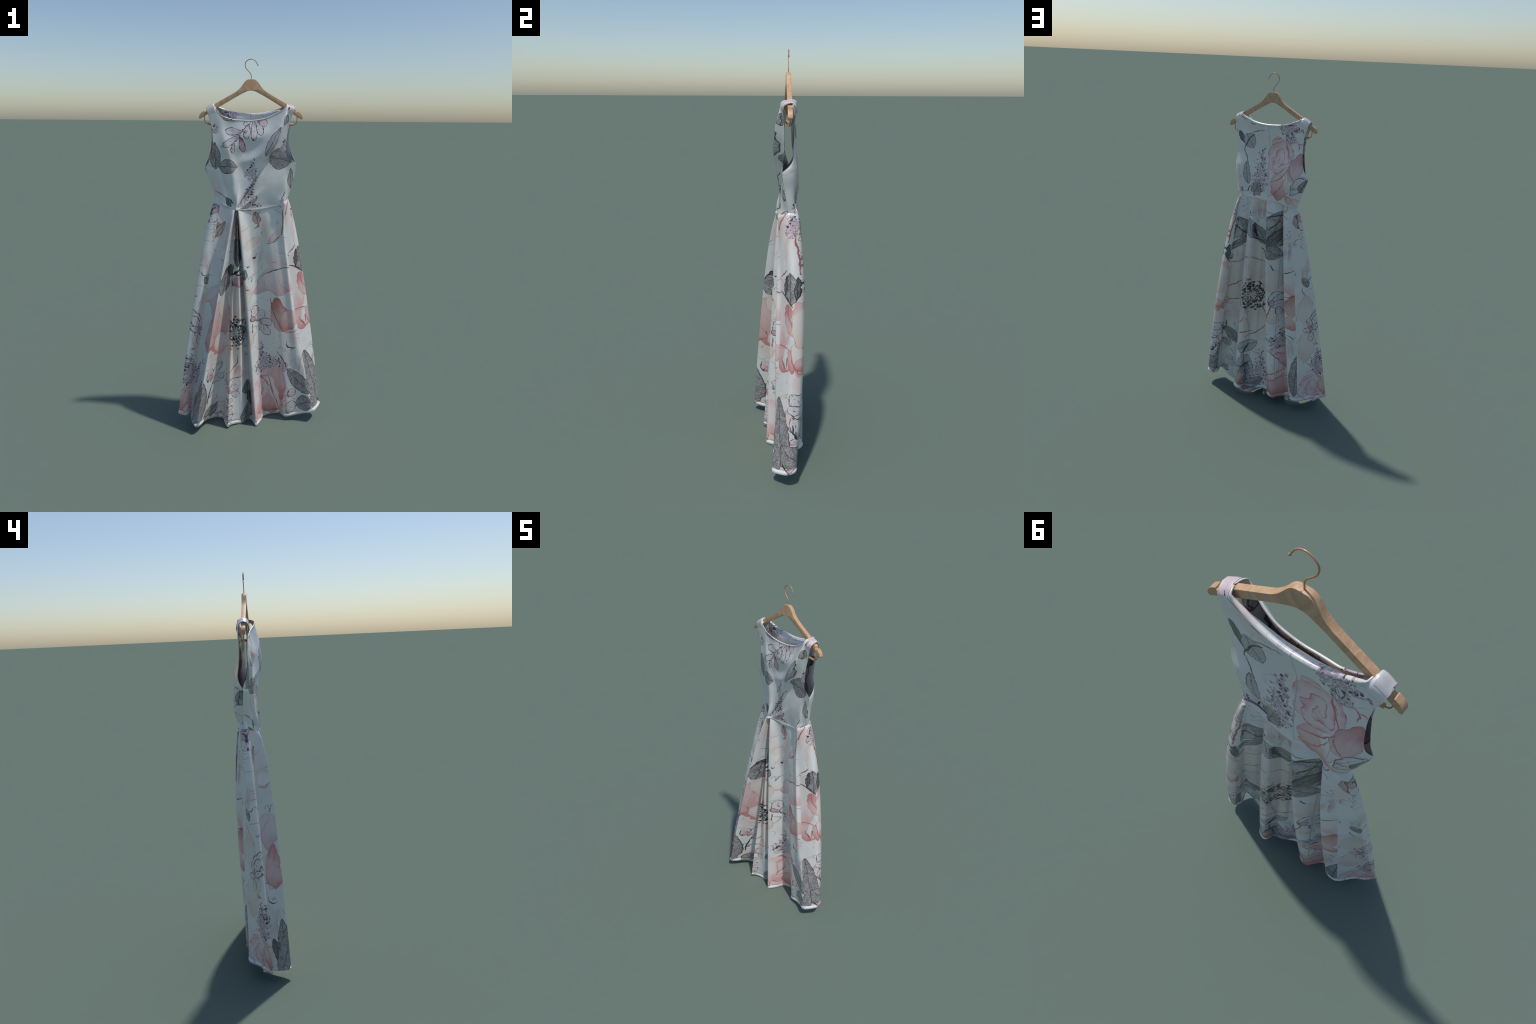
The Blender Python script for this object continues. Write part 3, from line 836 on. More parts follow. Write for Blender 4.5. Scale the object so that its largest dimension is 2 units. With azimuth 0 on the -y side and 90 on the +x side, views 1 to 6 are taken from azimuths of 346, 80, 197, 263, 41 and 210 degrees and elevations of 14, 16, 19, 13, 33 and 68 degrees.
def wire_material():
    m = bpy.data.materials.new("copper_wire")
    m.use_nodes = True
    t = N.tree = m.node_tree
    bsdf = t.nodes["Principled BSDF"]
    co = t.nodes.new("ShaderNodeTexCoord")
    n = n_noise(N(co.outputs["Object"]), 120.0, 2.0)
    col = n_mix(n, (0.44, 0.235, 0.125), (0.54, 0.31, 0.175))
    t.links.new(col.s, bsdf.inputs["Base Color"])
    bsdf.inputs["Metallic"].default_value = 0.35
    bsdf.inputs["Roughness"].default_value = 0.4
    return m
PRINT = {
    "gore": [
        ("leaf", "leaf_pink", (-0.141, 1.174), (-0.131, 1.259), 0.0247),
        ("wash", "wash_peach", (-0.213, 0.795), (-0.221, 0.508), 0.0392, 0.8),
        ("leaf", "leaf", (-0.18, 0.849), (-0.22, 0.868), 0.0341),
        ("stroke", "ink", (-0.182, 0.821), (-0.206, 0.774), 0.0069, 3),
        ("petal", "petal_peach", (-0.214, 0.775), (-0.202, 0.605), 0.0477),
        ("petal", "petal_peach", (-0.221, 0.33), (-0.235, 0.549), 0.0493),
        ("petal", "petal_peach", (-0.268, 0.454), (-0.264, 0.574), 0.0247),
        ("sketch", "sketch", (-0.233, 0.578), (-0.277, 0.672), 0.0219),
        ("sketch", "sketch", (-0.238, 0.583), (-0.285, 0.615), 0.022),
        ("sketch", "sketch", (-0.242, 0.579), (-0.271, 0.534), 0.0177),
        ("wash", "wash_rose", (-0.225, 0.583), (-0.248, 0.562), 0.0088),
        ("sketch", "sketch", (-0.228, 0.594), (-0.311, 0.696), 0.0242),
        ("sketch", "sketch", (-0.234, 0.578), (-0.325, 0.608), 0.0284),
        ("lilac", "lilac", (-0.286, 0.29), (-0.288, 0.412), 0.0364),
        ("lilac", "lilac", (-0.309, 0.247), (-0.33, 0.45), 0.0333),
        ("rose", "rose_pale", (-0.26, 0.06), (-0.275, 0.27), 0.074),
        ("rose", "rose", (-0.281, 0.101), (-0.271, 0.248), 0.0793, 0.8),
        ("stroke", "red", (-0.287, 0.27), (-0.391, 0.205), 0.0135, 4),
        ("stroke", "red", (-0.274, 0.078), (-0.404, 0.173), -0.0034, 4),
        ("sketch", "sketch", (-0.143, 1.267), (-0.175, 1.163), 0.0247),
        ("sketch", "sketch_wine", (-0.127, 1.246), (-0.168, 1.229), 0.0206),
        ("stroke", "ink", (-0.175, 1.176), (-0.149, 1.248), 0.005, 4),
        ("fringe", "fringe", (-0.209, 1.007), (-0.191, 0.867), 0.025),
        ("wash", "wash_peach", (-0.23, 1.009), (-0.179, 0.998), 0.0124, 0.8),
        ("stroke", "ink", (-0.232, 0.899), (-0.207, 0.878), -0.0117, 3),
        ("sketch", "sketch", (-0.255, 0.567), (-0.279, 0.653), 0.0192),
        ("sketch", "sketch_pink", (-0.25, 0.575), (-0.223, 0.631), 0.0172),
        ("sketch", "sketch", (-0.258, 0.558), (-0.288, 0.592), 0.0171),
        ("sketch", "sketch_pink", (-0.255, 0.558), (-0.202, 0.545), 0.0173),
        ("sketch", "sketch", (-0.251, 0.551), (-0.248, 0.477), 0.0173),
        ("lilac", "lilac", (-0.324, 0.251), (-0.299, 0.438), 0.0395),
        ("rose", "rose", (-0.342, 0.083), (-0.338, 0.233), 0.0404),
        ("petal", "petal_rose", (-0.362, 0.1), (-0.323, 0.219), 0.0224),
    ],
    "flank": [
        ("petal", "petal_mauve", (-0.021, 0.648), (-0.017, 0.84), 0.0459),
        ("petal", "petal_rose", (0.002, 0.681), (-0.019, 0.508), 0.0337),
        ("wash", "wash_rose", (-0.002, 0.663), (-0.007, 0.593), 0.021, 0.6),
        ("petal", "petal_rose", (-0.01, 0.458), (-0.015, 0.576), 0.0424),
        ("petal", "petal_white", (-0.009, 1.058), (-0.008, 0.973), 0.0371),
        ("leaf", "leaf_pink", (-0.068, 1.168), (-0.072, 1.086), 0.0181),
        ("stroke", "red", (-0.038, 0.97), (0.012, 0.971), -0.0116, 3),
        ("fringe", "fringe", (-0.024, 0.385), (-0.027, 0.185), 0.0475),
        ("stroke", "ink", (-0.054, 0.424), (-0.009, 0.395), -0.0205, 4),
        ("leaf", "leaf", (0.002, 0.059), (-0.002, 0.31), 0.035),
        ("leaf", "leaf_dark", (-0.0, 0.063), (-0.059, 0.219), 0.0307),
        ("petal", "petal_mauve", (-0.148, 0.691), (-0.003, 0.828), 0.0253),
        ("lilac", "lilac", (-0.099, 0.259), (-0.072, 0.392), 0.0265),
        ("leaf", "leaf", (-0.042, 0.022), (0.075, 0.331), 0.0437),
        ("leaf", "leaf_pink", (-0.073, 1.084), (-0.043, 1.173), 0.0165),
        ("stroke", "red", (-0.042, 0.973), (0.032, 0.998), -0.0164, 3),
    ],
    "pleat": [
        ("wash", "wash_peach", (-0.106, 1.243), (-0.138, 1.195), 0.0202, 0.8),
        ("leaf", "leaf_dark", (-0.14, 0.85), (-0.106, 0.936), 0.0251),
        ("leaf", "leaf", (-0.157, 0.774), (-0.128, 0.911), 0.0291),
        ("petal", "petal_rose", (-0.194, 0.428), (-0.158, 0.758), 0.0553),
        ("petal", "petal_peach", (-0.154, 0.626), (-0.149, 0.768), 0.0254),
        ("petal", "petal_deep", (-0.24, 0.471), (-0.214, 0.567), 0.0252),
        ("petal", "petal_pink", (-0.168, 0.412), (-0.167, 0.55), 0.0348),
        ("sketch", "sketch_pink", (-0.238, 0.281), (-0.22, 0.354), 0.0174),
        ("sketch", "sketch", (-0.226, 0.274), (-0.16, 0.371), 0.0199),
        ("sketch", "sketch", (-0.217, 0.248), (-0.152, 0.289), 0.0201),
        ("wash", "wash_rose", (-0.233, 0.329), (-0.217, 0.291), 0.0088),
        ("stroke", "ink", (-0.249, 0.134), (-0.213, 0.256), 0.0036, 4),
        ("stroke", "ink", (-0.244, 0.157), (-0.209, 0.203), 0.0036, 3),
        ("leaf", "leaf", (-0.264, 0.043), (-0.188, 0.113), 0.032),
        ("leaf", "leaf", (-0.308, 0.045), (-0.266, 0.307), 0.0393),
        ("lilac", "lilac", (-0.198, 0.033), (-0.157, 0.052), 0.0139),
    ],
    "inset": [
        ("leaf", "leaf_dark", (-0.074, 0.925), (-0.073, 1.102), 0.0247),
        ("leaf", "leaf", (-0.076, 1.079), (-0.08, 1.204), 0.0164),
        ("leaf", "leaf_dark", (-0.11, 0.885), (-0.106, 0.954), 0.0167),
        ("stroke", "ink", (-0.115, 0.881), (-0.048, 0.88), 0.005, 6),
        ("stroke", "ink", (-0.111, 0.879), (-0.056, 0.922), -0.005, 5),
        ("petal", "petal_rose", (-0.066, 0.809), (-0.074, 0.869), 0.029),
        ("stroke", "ink", (-0.111, 0.852), (-0.094, 0.817), 0.0, 5),
        ("petal", "petal_peach", (-0.083, 0.614), (-0.082, 0.816), 0.0547),
        ("petal", "petal_peach", (-0.109, 0.41), (-0.126, 0.529), 0.0302),
        ("petal", "petal_peach", (-0.083, 0.528), (-0.084, 0.261), 0.0565),
        ("petal", "petal_pink", (-0.067, 0.365), (-0.075, 0.234), 0.0264),
        ("stroke", "rust", (-0.127, 0.322), (-0.075, 0.436), -0.0209, 4),
        ("stroke", "rust", (-0.127, 0.281), (-0.045, 0.307), -0.0071, 3),
        ("stamens", "stamens", (-0.142, 0.555), (-0.024, 0.557), 0.0811),
        ("sketch", "sketch_pink", (-0.132, 0.208), (-0.071, 0.239), 0.0222),
        ("sketch", "sketch", (-0.11, 0.207), (-0.067, 0.177), 0.0223),
        ("sketch", "sketch", (-0.135, 0.217), (-0.161, 0.232), 0.0134),
        ("wash", "wash_rose", (-0.132, 0.244), (-0.111, 0.206), 0.0106),
        ("sketch", "sketch_pink", (-0.137, 0.164), (-0.102, 0.154), 0.016),
        ("sketch", "sketch_pink", (-0.139, 0.119), (-0.104, 0.108), 0.0161),
        ("sketch", "sketch", (-0.139, 0.07), (-0.104, 0.055), 0.0163),
        ("sketch", "sketch", (-0.138, 0.03), (-0.107, 0.029), 0.0136),
        ("leaf", "leaf", (-0.02, 0.17), (-0.012, 0.256), 0.0316),
        ("leaf", "leaf", (-0.038, -0.01), (-0.003, 0.116), 0.0322),
        ("leaf", "leaf_dark", (0.006, 0.102), (-0.007, 0.19), 0.0182),
    ],
    "front": [
        ("wash", "wash_peach", (0.059, 1.221), (0.094, 1.061), 0.0453, 0.85),
        ("leaf", "leaf_pink", (0.039, 1.153), (0.022, 1.224), 0.0226),
        ("stroke", "rust", (0.045, 1.228), (0.037, 1.153), -0.0049, 4),
        ("stroke", "rust", (0.02, 1.132), (0.043, 1.157), -0.0049, 4),
        ("stroke", "rust", (0.084, 1.047), (0.158, 1.101), -0.0116, 3.5),
        ("petal", "petal_pink", (0.092, 1.056), (0.17, 1.131), 0.0165),
        ("stroke", "rust", (0.167, 1.24), (0.163, 1.099), 0.0049, 5),
        ("petal", "petal_peach", (0.052, 1.086), (-0.031, 1.019), 0.0207, 0.8),
        ("fringe", "fringe", (0.053, 1.06), (0.02, 0.923), 0.0459),
        ("stroke", "ink", (-0.024, 0.934), (-0.008, 0.934), -0.0083, 4),
        ("stroke", "ink", (0.007, 0.966), (0.028, 0.97), 0.0, 5),
        ("leaf", "leaf", (-0.041, 0.852), (-0.033, 0.917), 0.0186),
        ("petal", "petal_peach", (-0.033, 0.828), (-0.016, 0.724), 0.025),
        ("stroke", "rust", (-0.033, 0.81), (-0.012, 0.801), -0.0067, 4),
        ("petal", "petal_mauve", (0.03, 0.757), (0.147, 0.913), 0.0465),
        ("petal", "petal_pink", (0.163, 0.755), (0.143, 0.913), 0.0798),
        ("petal", "petal_deep", (0.137, 0.748), (0.183, 0.549), 0.047),
        ("petal", "petal_rose", (0.183, 0.551), (0.232, 0.676), 0.0473),
        ("petal", "petal_pink", (0.22, 0.783), (0.176, 0.914), 0.0461),
        ("stroke", "ink", (0.06, 0.861), (0.227, 0.92), 0.0184, 3),
        ("stroke", "rust", (0.112, 0.746), (0.184, 0.547), -0.0137, 4),
        ("stroke", "rust", (0.174, 0.551), (0.26, 0.558), -0.0086, 3),
        ("sketch", "sketch", (0.029, 0.61), (0.02, 0.7), 0.0235),
        ("sketch", "sketch", (0.036, 0.599), (0.074, 0.662), 0.026),
        ("sketch", "sketch_pink", (0.049, 0.603), (0.123, 0.588), 0.0239),
        ("sketch", "sketch", (0.054, 0.589), (0.111, 0.514), 0.0219),
        ("sketch", "sketch_wine", (-0.007, 0.623), (0.027, 0.635), 0.0153),
        ("sketch", "sketch", (0.058, 0.589), (0.067, 0.543), 0.0157),
        ("stroke", "rust", (-0.003, 0.51), (0.009, 0.609), -0.0068, 4),
        ("petal", "petal_peach", (0.001, 0.477), (-0.008, 0.567), 0.0214),
        ("lilac", "lilac", (0.088, 0.277), (0.059, 0.476), 0.0491),
        ("lilac", "lilac", (0.149, 0.325), (0.104, 0.392), 0.0313),
        ("lilac", "lilac", (0.206, 0.315), (0.152, 0.383), 0.0266),
        ("rose", "rose", (0.11, 0.016), (0.106, 0.3), 0.1153),
        ("petal", "petal_rose", (0.178, 0.114), (0.148, 0.327), 0.0365),
        ("petal", "petal_deep", (0.128, 0.012), (0.127, 0.141), 0.0607),
        ("petal", "petal_white", (0.182, 0.025), (0.106, 0.263), 0.0231),
        ("stroke", "red", (0.071, 0.253), (0.135, 0.145), 0.0073, 4),
        ("stroke", "red", (0.106, 0.282), (0.182, 0.036), -0.0092, 4),
        ("stroke", "red", (0.033, 0.003), (0.084, 0.186), 0.0128, 3.5),
        ("petal", "petal_pink", (0.029, 0.04), (0.028, 0.23), 0.0269),
        ("stroke", "ink", (0.201, 0.496), (0.254, 0.458), -0.0262, 5),
        ("fringe", "fringe", (0.22, 0.44), (0.248, 0.317), 0.0398),
        ("fringe", "fringe_peach", (0.28, 0.423), (0.284, 0.273), 0.0266),
        ("stroke", "ink", (0.151, 0.421), (0.205, 0.335), 0.0053, 4),
        ("leaf", "leaf", (0.34, 0.174), (0.208, 0.326), 0.0427),
        ("leaf", "leaf", (0.35, 0.126), (0.261, 0.1), 0.0504),
        ("sketch", "sketch_pink", (0.217, 0.145), (0.252, 0.202), 0.0227),
        ("sketch", "sketch", (0.211, 0.038), (0.253, 0.124), 0.0276),
    ],
    "side": [
        ("petal", "petal_white", (0.09, 1.283), (0.081, 0.984), 0.0557),
        ("petal", "petal_white", (0.126, 1.254), (0.142, 1.015), 0.0334),
        ("wash", "wash_pink", (0.095, 1.177), (0.11, 1.063), 0.0186, 0.8),
        ("stroke", "rust", (0.092, 1.293), (0.038, 1.127), -0.0117, 4),
        ("stroke", "rust", (0.041, 1.128), (0.079, 0.978), -0.0106, 4),
        ("stroke", "rust", (0.108, 1.268), (0.178, 1.021), 0.0104, 4),
        ("stroke", "rust", (0.075, 0.995), (0.118, 1.042), -0.003, 3.5),
        ("leaf", "leaf", (0.154, 0.884), (0.139, 1.032), 0.0418),
        ("leaf", "leaf_dark", (0.115, 0.92), (0.12, 1.02), 0.0129),
        ("leaf", "leaf_dark", (0.178, 0.908), (0.174, 1.018), 0.0114),
        ("stroke", "ink", (0.052, 0.933), (0.165, 0.878), 0.0138, 4),
        ("petal", "petal_pink", (0.092, 0.638), (0.092, 0.921), 0.0745),
        ("petal", "petal_rose", (0.133, 0.887), (0.191, 0.748), 0.0427),
        ("petal", "petal_pink", (0.183, 0.906), (0.203, 0.751), 0.0273),
        ("stroke", "red", (0.138, 0.878), (0.202, 0.757), -0.0155, 4),
        ("stroke", "red", (0.077, 0.664), (0.165, 0.676), 0.0112, 4),
        ("petal", "petal_rose", (0.122, 0.554), (0.123, 0.667), 0.0603),
        ("petal", "petal_white", (0.151, 0.573), (0.152, 0.675), 0.024),
        ("stroke", "rust", (0.152, 0.572), (0.116, 0.632), 0.0064, 4),
        ("stroke", "rust", (0.153, 0.582), (0.168, 0.668), 0.0064, 4),
        ("petal", "petal_rose", (0.19, 0.568), (0.173, 0.682), 0.024),
        ("petal", "petal_pink", (0.215, 0.553), (0.19, 0.718), 0.0201),
        ("stroke", "red", (0.17, 0.688), (0.22, 0.56), -0.008, 4),
        ("stroke", "rust", (0.108, 0.405), (0.178, 0.473), 0.0083, 3),
        ("wash", "wash_peach", (0.116, 0.414), (0.17, 0.473), 0.0124, 0.8),
        ("leaf", "leaf", (0.172, 0.108), (0.119, 0.436), 0.0551),
        ("leaf", "leaf_dark", (0.103, 0.154), (0.055, 0.409), 0.0212),
        ("leaf", "leaf", (0.156, 0.141), (0.107, 0.1), 0.0391),
        ("sketch", "sketch_pink", (0.22, 0.379), (0.196, 0.474), 0.0207),
        ("sketch", "sketch_wine", (0.235, 0.369), (0.213, 0.426), 0.0151),
        ("sketch", "sketch_pink", (0.215, 0.286), (0.181, 0.395), 0.021),
        ("sketch", "sketch", (0.232, 0.26), (0.207, 0.364), 0.0186),
        ("sketch", "sketch_pink", (0.206, 0.231), (0.23, 0.251), 0.0171),
        ("sketch", "sketch_pink", (0.204, 0.178), (0.238, 0.185), 0.019),
        ("sketch", "sketch", (0.183, 0.109), (0.212, 0.176), 0.0217),
        ("sketch", "sketch_pink", (0.213, 0.082), (0.23, 0.151), 0.0175),
        ("stroke", "ink", (0.162, 0.151), (0.205, 0.092), 0.0, 6),
        ("petal", "petal_peach", (0.21, 0.686), (0.201, 0.87), 0.0366),
        ("petal", "petal_rose", (0.224, 0.572), (0.209, 0.639), 0.0186),
        ("sketch", "sketch", (0.244, 0.382), (0.193, 0.475), 0.0238),
        ("sketch", "sketch", (0.241, 0.373), (0.183, 0.411), 0.0211),
        ("stroke", "ink", (0.239, 0.238), (0.212, 0.328), 0.0078, 4),
        ("leaf", "leaf", (0.251, 0.123), (0.165, 0.22), 0.0546),
        ("lilac", "lilac", (0.129, 1.186), (0.117, 1.3), 0.0346),
        ("lilac", "lilac", (0.135, 1.234), (0.114, 1.288), 0.0112),
    ],
    "hollow": [
        ("leaf", "leaf", (0.119, 1.072), (0.233, 1.175), 0.0612),
        ("leaf", "leaf_pale", (0.209, 1.044), (0.181, 1.167), 0.0394),
        ("leaf", "leaf", (0.124, 1.066), (0.266, 0.956), 0.0199),
        ("stroke", "ink", (0.124, 1.071), (0.233, 1.184), -0.0087, 5),
        ("wash", "wash_peach", (0.231, 0.969), (0.224, 0.559), 0.0686, 0.9),
        ("stroke", "rust", (0.274, 0.716), (0.168, 0.777), 0.0092, 4),
        ("stroke", "rust", (0.239, 0.892), (0.156, 0.919), 0.0108, 3.5),
        ("stroke", "rust", (0.29, 0.608), (0.181, 0.634), -0.0093, 3.5),
        ("sketch", "sketch", (0.248, 0.882), (0.223, 0.949), 0.0134),
        ("leaf", "leaf", (0.244, 0.958), (0.224, 0.999), 0.0177),
        ("stroke", "ink", (0.248, 0.882), (0.237, 0.941), 0.0054, 5),
        ("petal", "petal_rose", (0.304, 0.566), (0.261, 0.652), 0.0186),
        ("leaf", "leaf", (0.212, 0.314), (0.298, 0.424), 0.0388),
        ("leaf", "leaf_pale", (0.269, 0.275), (0.31, 0.329), 0.0295),
        ("sketch", "sketch", (0.253, 0.164), (0.299, 0.195), 0.025),
        ("sketch", "sketch", (0.229, 0.149), (0.287, 0.143), 0.025),
        ("stroke", "ink", (0.288, 0.423), (0.283, 0.472), 0.0, 5),
        ("leaf", "leaf_pale", (0.343, 0.066), (0.291, 0.116), 0.0254),
    ],
    "back": [
        ("lilac", "lilac", (0.111, 1.197), (0.113, 1.267), 0.0299),
        ("fringe", "fringe_peach", (0.051, 1.31), (0.056, 1.187), 0.0467),
        ("fringe", "fringe_peach", (0.006, 1.315), (0.03, 1.199), 0.0296),
        ("wash", "wash_peach", (0.077, 1.046), (0.066, 0.377), 0.0944, 0.95),
        ("petal", "petal_peach", (0.074, 0.797), (0.072, 1.059), 0.1008),
        ("petal", "petal_peach", (0.142, 0.712), (0.126, 0.925), 0.0534),
        ("petal", "petal_peach", (0.078, 0.655), (0.059, 0.387), 0.1059),
        ("petal", "petal_peach", (0.136, 0.624), (0.121, 0.396), 0.0367),
        ("stroke", "rust", (0.131, 0.936), (0.091, 0.949), -0.0122, 4),
        ("stroke", "rust", (0.081, 0.959), (0.0, 0.928), 0.0088, 3.5),
        ("stroke", "rust", (0.107, 0.422), (-0.006, 0.514), 0.0093, 4),
        ("stroke", "rust", (0.145, 0.449), (0.072, 0.459), -0.0055, 4),
        ("stroke", "rust", (0.146, 0.521), (0.115, 0.559), 0.0055, 4),
        ("stroke", "rust", (0.035, 0.639), (-0.013, 0.581), -0.0036, 5),
        ("leaf", "leaf_pale", (0.075, 1.073), (0.098, 1.194), 0.0343),
        ("leaf", "leaf", (-0.004, 1.032), (0.075, 1.158), 0.0367),
        ("stroke", "ink", (0.056, 1.08), (0.069, 1.167), -0.0052, 7),
        ("stroke", "ink", (0.082, 1.079), (0.006, 1.034), -0.0052, 5),
        ("stroke", "ink", (0.037, 1.012), (0.005, 0.962), -0.007, 4),
        ("stamens", "stamens", (0.164, 0.687), (0.0, 0.726), 0.0943),
        ("leaf", "leaf_pale", (0.148, 0.333), (0.043, 0.384), 0.0422),
        ("stroke", "ink", (0.115, 0.301), (0.085, 0.382), -0.0038, 4),
        ("leaf", "leaf_pale", (0.124, 0.072), (0.108, 0.302), 0.0575),
        ("leaf", "leaf", (0.102, 0.069), (0.107, 0.24), 0.0338),
        ("petal", "petal_deep", (0.137, 0.077), (0.123, 0.178), 0.0145),
        ("stroke", "ink", (0.15, 0.219), (0.081, 0.251), 0.0133, 5),
        ("lilac", "lilac", (0.025, 0.091), (0.012, 0.331), 0.0574),
        ("leaf", "leaf", (0.115, 0.064), (0.003, 0.128), 0.034),
        ("seam", "seam", (0.107, 1.067), (0.082, 0.079), 0.0, 1.8),
    ],
    "centre": [
        ("leaf", "leaf", (-0.026, 1.027), (-0.101, 1.259), 0.0798),
        ("leaf", "leaf_dark", (-0.024, 1.035), (-0.123, 1.168), 0.0295),
        ("wash", "wash_grey", (-0.034, 1.208), (-0.055, 1.159), 0.0293, 0.6),
        ("stroke", "ink", (-0.011, 1.218), (-0.109, 1.235), 0.0, 6),
        ("stroke", "ink", (-0.035, 1.144), (-0.093, 1.206), 0.0, 5),
        ("stroke", "ink", (-0.021, 1.049), (-0.116, 1.159), -0.0202, 6),
        ("wash", "wash_grey", (-0.007, 1.329), (-0.005, 1.26), 0.0042, 0.3),
        ("stroke", "rust", (-0.015, 1.255), (-0.049, 1.243), 0.0033, 3),
        ("leaf", "leaf", (-0.027, 1.03), (-0.109, 0.988), 0.0424),
        ("stroke", "ink", (-0.059, 0.941), (-0.095, 0.88), 0.0051, 4),
        ("petal", "petal_peach", (-0.075, 0.766), (-0.069, 0.904), 0.0474),
        ("petal", "petal_peach", (-0.083, 0.56), (-0.075, 0.646), 0.031),
        ("stroke", "rust", (-0.052, 0.595), (-0.078, 0.679), -0.0053, 4),
        ("sketch", "sketch", (-0.06, 0.694), (-0.11, 0.772), 0.024),
        ("sketch", "sketch", (-0.06, 0.687), (-0.141, 0.754), 0.0219),
        ("sketch", "sketch", (-0.066, 0.683), (-0.144, 0.698), 0.0242),
        ("sketch", "sketch", (-0.104, 0.677), (-0.116, 0.622), 0.0159),
        ("sketch", "sketch_wine", (-0.057, 0.699), (-0.092, 0.698), 0.0175),
        ("lilac", "lilac", (-0.131, 0.393), (-0.124, 0.541), 0.0498),
        ("lilac", "lilac", (-0.078, 0.44), (-0.086, 0.482), 0.0225),
        ("lilac", "lilac", (-0.103, 0.364), (-0.121, 0.42), 0.0274),
        ("rose", "rose", (-0.128, 0.069), (-0.112, 0.418), 0.093),
        ("petal", "petal_deep", (-0.128, 0.059), (-0.122, 0.195), 0.0804),
        ("petal", "petal_white", (-0.103, 0.18), (-0.074, 0.377), 0.0416),
        ("stroke", "red", (-0.067, 0.385), (-0.171, 0.241), -0.0074, 5),
        ("stroke", "red", (-0.061, 0.214), (-0.157, 0.254), 0.0056, 4),
        ("stroke", "red", (-0.061, 0.16), (-0.157, 0.222), 0.0094, 4),
        ("petal", "petal_rose", (-0.162, 0.267), (-0.142, 0.354), 0.0232),
        ("seam", "seam", (-0.101, 1.04), (-0.116, 0.064), 0.0053, 2.2),
    ],
    "rear": [
        ("sketch", "sketch", (-0.12, 1.256), (-0.126, 1.308), 0.0165),
        ("fringe", "fringe_peach", (-0.169, 1.11), (-0.158, 0.975), 0.0334),
        ("wash", "wash_peach", (-0.13, 1.092), (-0.194, 1.108), 0.0166, 0.8),
        ("leaf", "leaf_pink", (-0.206, 1.198), (-0.193, 1.26), 0.0186),
        ("wash", "wash_peach", (-0.195, 1.18), (-0.201, 1.077), 0.0166, 0.7),
        ("petal", "petal_pink", (-0.203, 0.772), (-0.194, 0.926), 0.0595),
        ("stroke", "ink", (-0.137, 0.904), (-0.252, 0.939), 0.0051, 3),
        ("petal", "petal_deep", (-0.205, 0.774), (-0.212, 0.644), 0.0475),
        ("petal", "petal_rose", (-0.218, 0.55), (-0.213, 0.645), 0.0525),
        ("petal", "petal_white", (-0.23, 0.598), (-0.223, 0.644), 0.0157),
        ("stroke", "rust", (-0.156, 0.761), (-0.254, 0.785), 0.0069, 4),
        ("fringe", "fringe", (-0.203, 0.51), (-0.221, 0.366), 0.0268),
        ("stroke", "ink", (-0.185, 0.516), (-0.226, 0.478), -0.0124, 3),
        ("leaf", "leaf", (-0.244, 0.098), (-0.253, 0.389), 0.0413),
        ("leaf", "leaf", (-0.226, 0.076), (-0.186, 0.057), 0.019),
    ],
    "bodf": [
        ("lilac", "lilac", (-0.186, 1.626), (-0.186, 1.689), 0.0185),
        ("leaf", "leaf", (-0.185, 1.443), (-0.19, 1.587), 0.0279),
        ("leaf", "leaf", (-0.168, 1.462), (-0.073, 1.46), 0.0389),
        ("leaf", "leaf_pale", (-0.155, 1.721), (-0.083, 1.694), 0.0167),
        ("lilac", "lilac", (-0.011, 1.39), (0.013, 1.506), 0.0278),
        ("lilac", "lilac", (-0.033, 1.29), (0.026, 1.401), 0.0205),
        ("lilac", "lilac", (0.005, 1.267), (0.006, 1.348), 0.028),
        ("lilac", "lilac", (-0.062, 1.255), (0.065, 1.258), 0.0244),
        ("stroke", "ink", (-0.074, 1.249), (-0.003, 1.36), -0.0022, 2.6),  # shadow in the drape crease, drawn dark by this stroke and the next
        ("stroke", "leaf_pale", (-0.004, 1.362), (0.061, 1.46), -0.0015, 1.8),
        ("leaf", "leaf_pale", (0.069, 1.519), (0.15, 1.664), 0.022),
        ("leaf", "leaf", (0.094, 1.517), (0.211, 1.488), 0.0559),
        ("lilac", "lilac", (0.165, 1.546), (0.177, 1.617), 0.0149),
        ("leaf", "leaf_pale", (0.209, 1.349), (0.207, 1.459), 0.0159),
        ("leaf", "leaf_pale", (0.168, 1.674), (0.189, 1.73), 0.013),
        ("stroke", "ink", (0.161, 1.283), (0.18, 1.331), 0.0022, 2.5),
        ("stroke", "ink", (0.181, 1.28), (0.2, 1.303), 0.0023, 2.5),
        ("sketch", "sketch", (-0.091, 1.588), (-0.1, 1.529), 0.0111),
        ("sketch", "sketch", (-0.044, 1.637), (-0.136, 1.644), 0.0195),
        ("sketch", "sketch", (-0.055, 1.623), (-0.153, 1.561), 0.0176),
        ("sketch", "sketch_wine", (-0.059, 1.616), (-0.04, 1.536), 0.0176),
        ("sketch", "sketch", (-0.015, 1.687), (-0.028, 1.602), 0.0176),
        ("sketch", "sketch", (0.014, 1.698), (0.014, 1.595), 0.0176),
        ("sketch", "sketch", (0.035, 1.698), (0.051, 1.619), 0.0176),
        ("sketch", "sketch_pink", (0.043, 1.701), (0.08, 1.673), 0.0205),
        ("sketch", "sketch", (0.003, 1.701), (-0.038, 1.676), 0.0149),
        ("wash", "wash_rose", (-0.051, 1.652), (-0.033, 1.634), 0.0092),
        ("sketch", "sketch_wine", (-0.048, 1.652), (-0.026, 1.634), 0.0092),
        ("wash", "wash_peach", (-0.194, 1.441), (-0.184, 1.301), 0.0338, 0.35),
        ("stroke", "rust", (-0.193, 1.335), (-0.128, 1.294), 0.0038, 3),
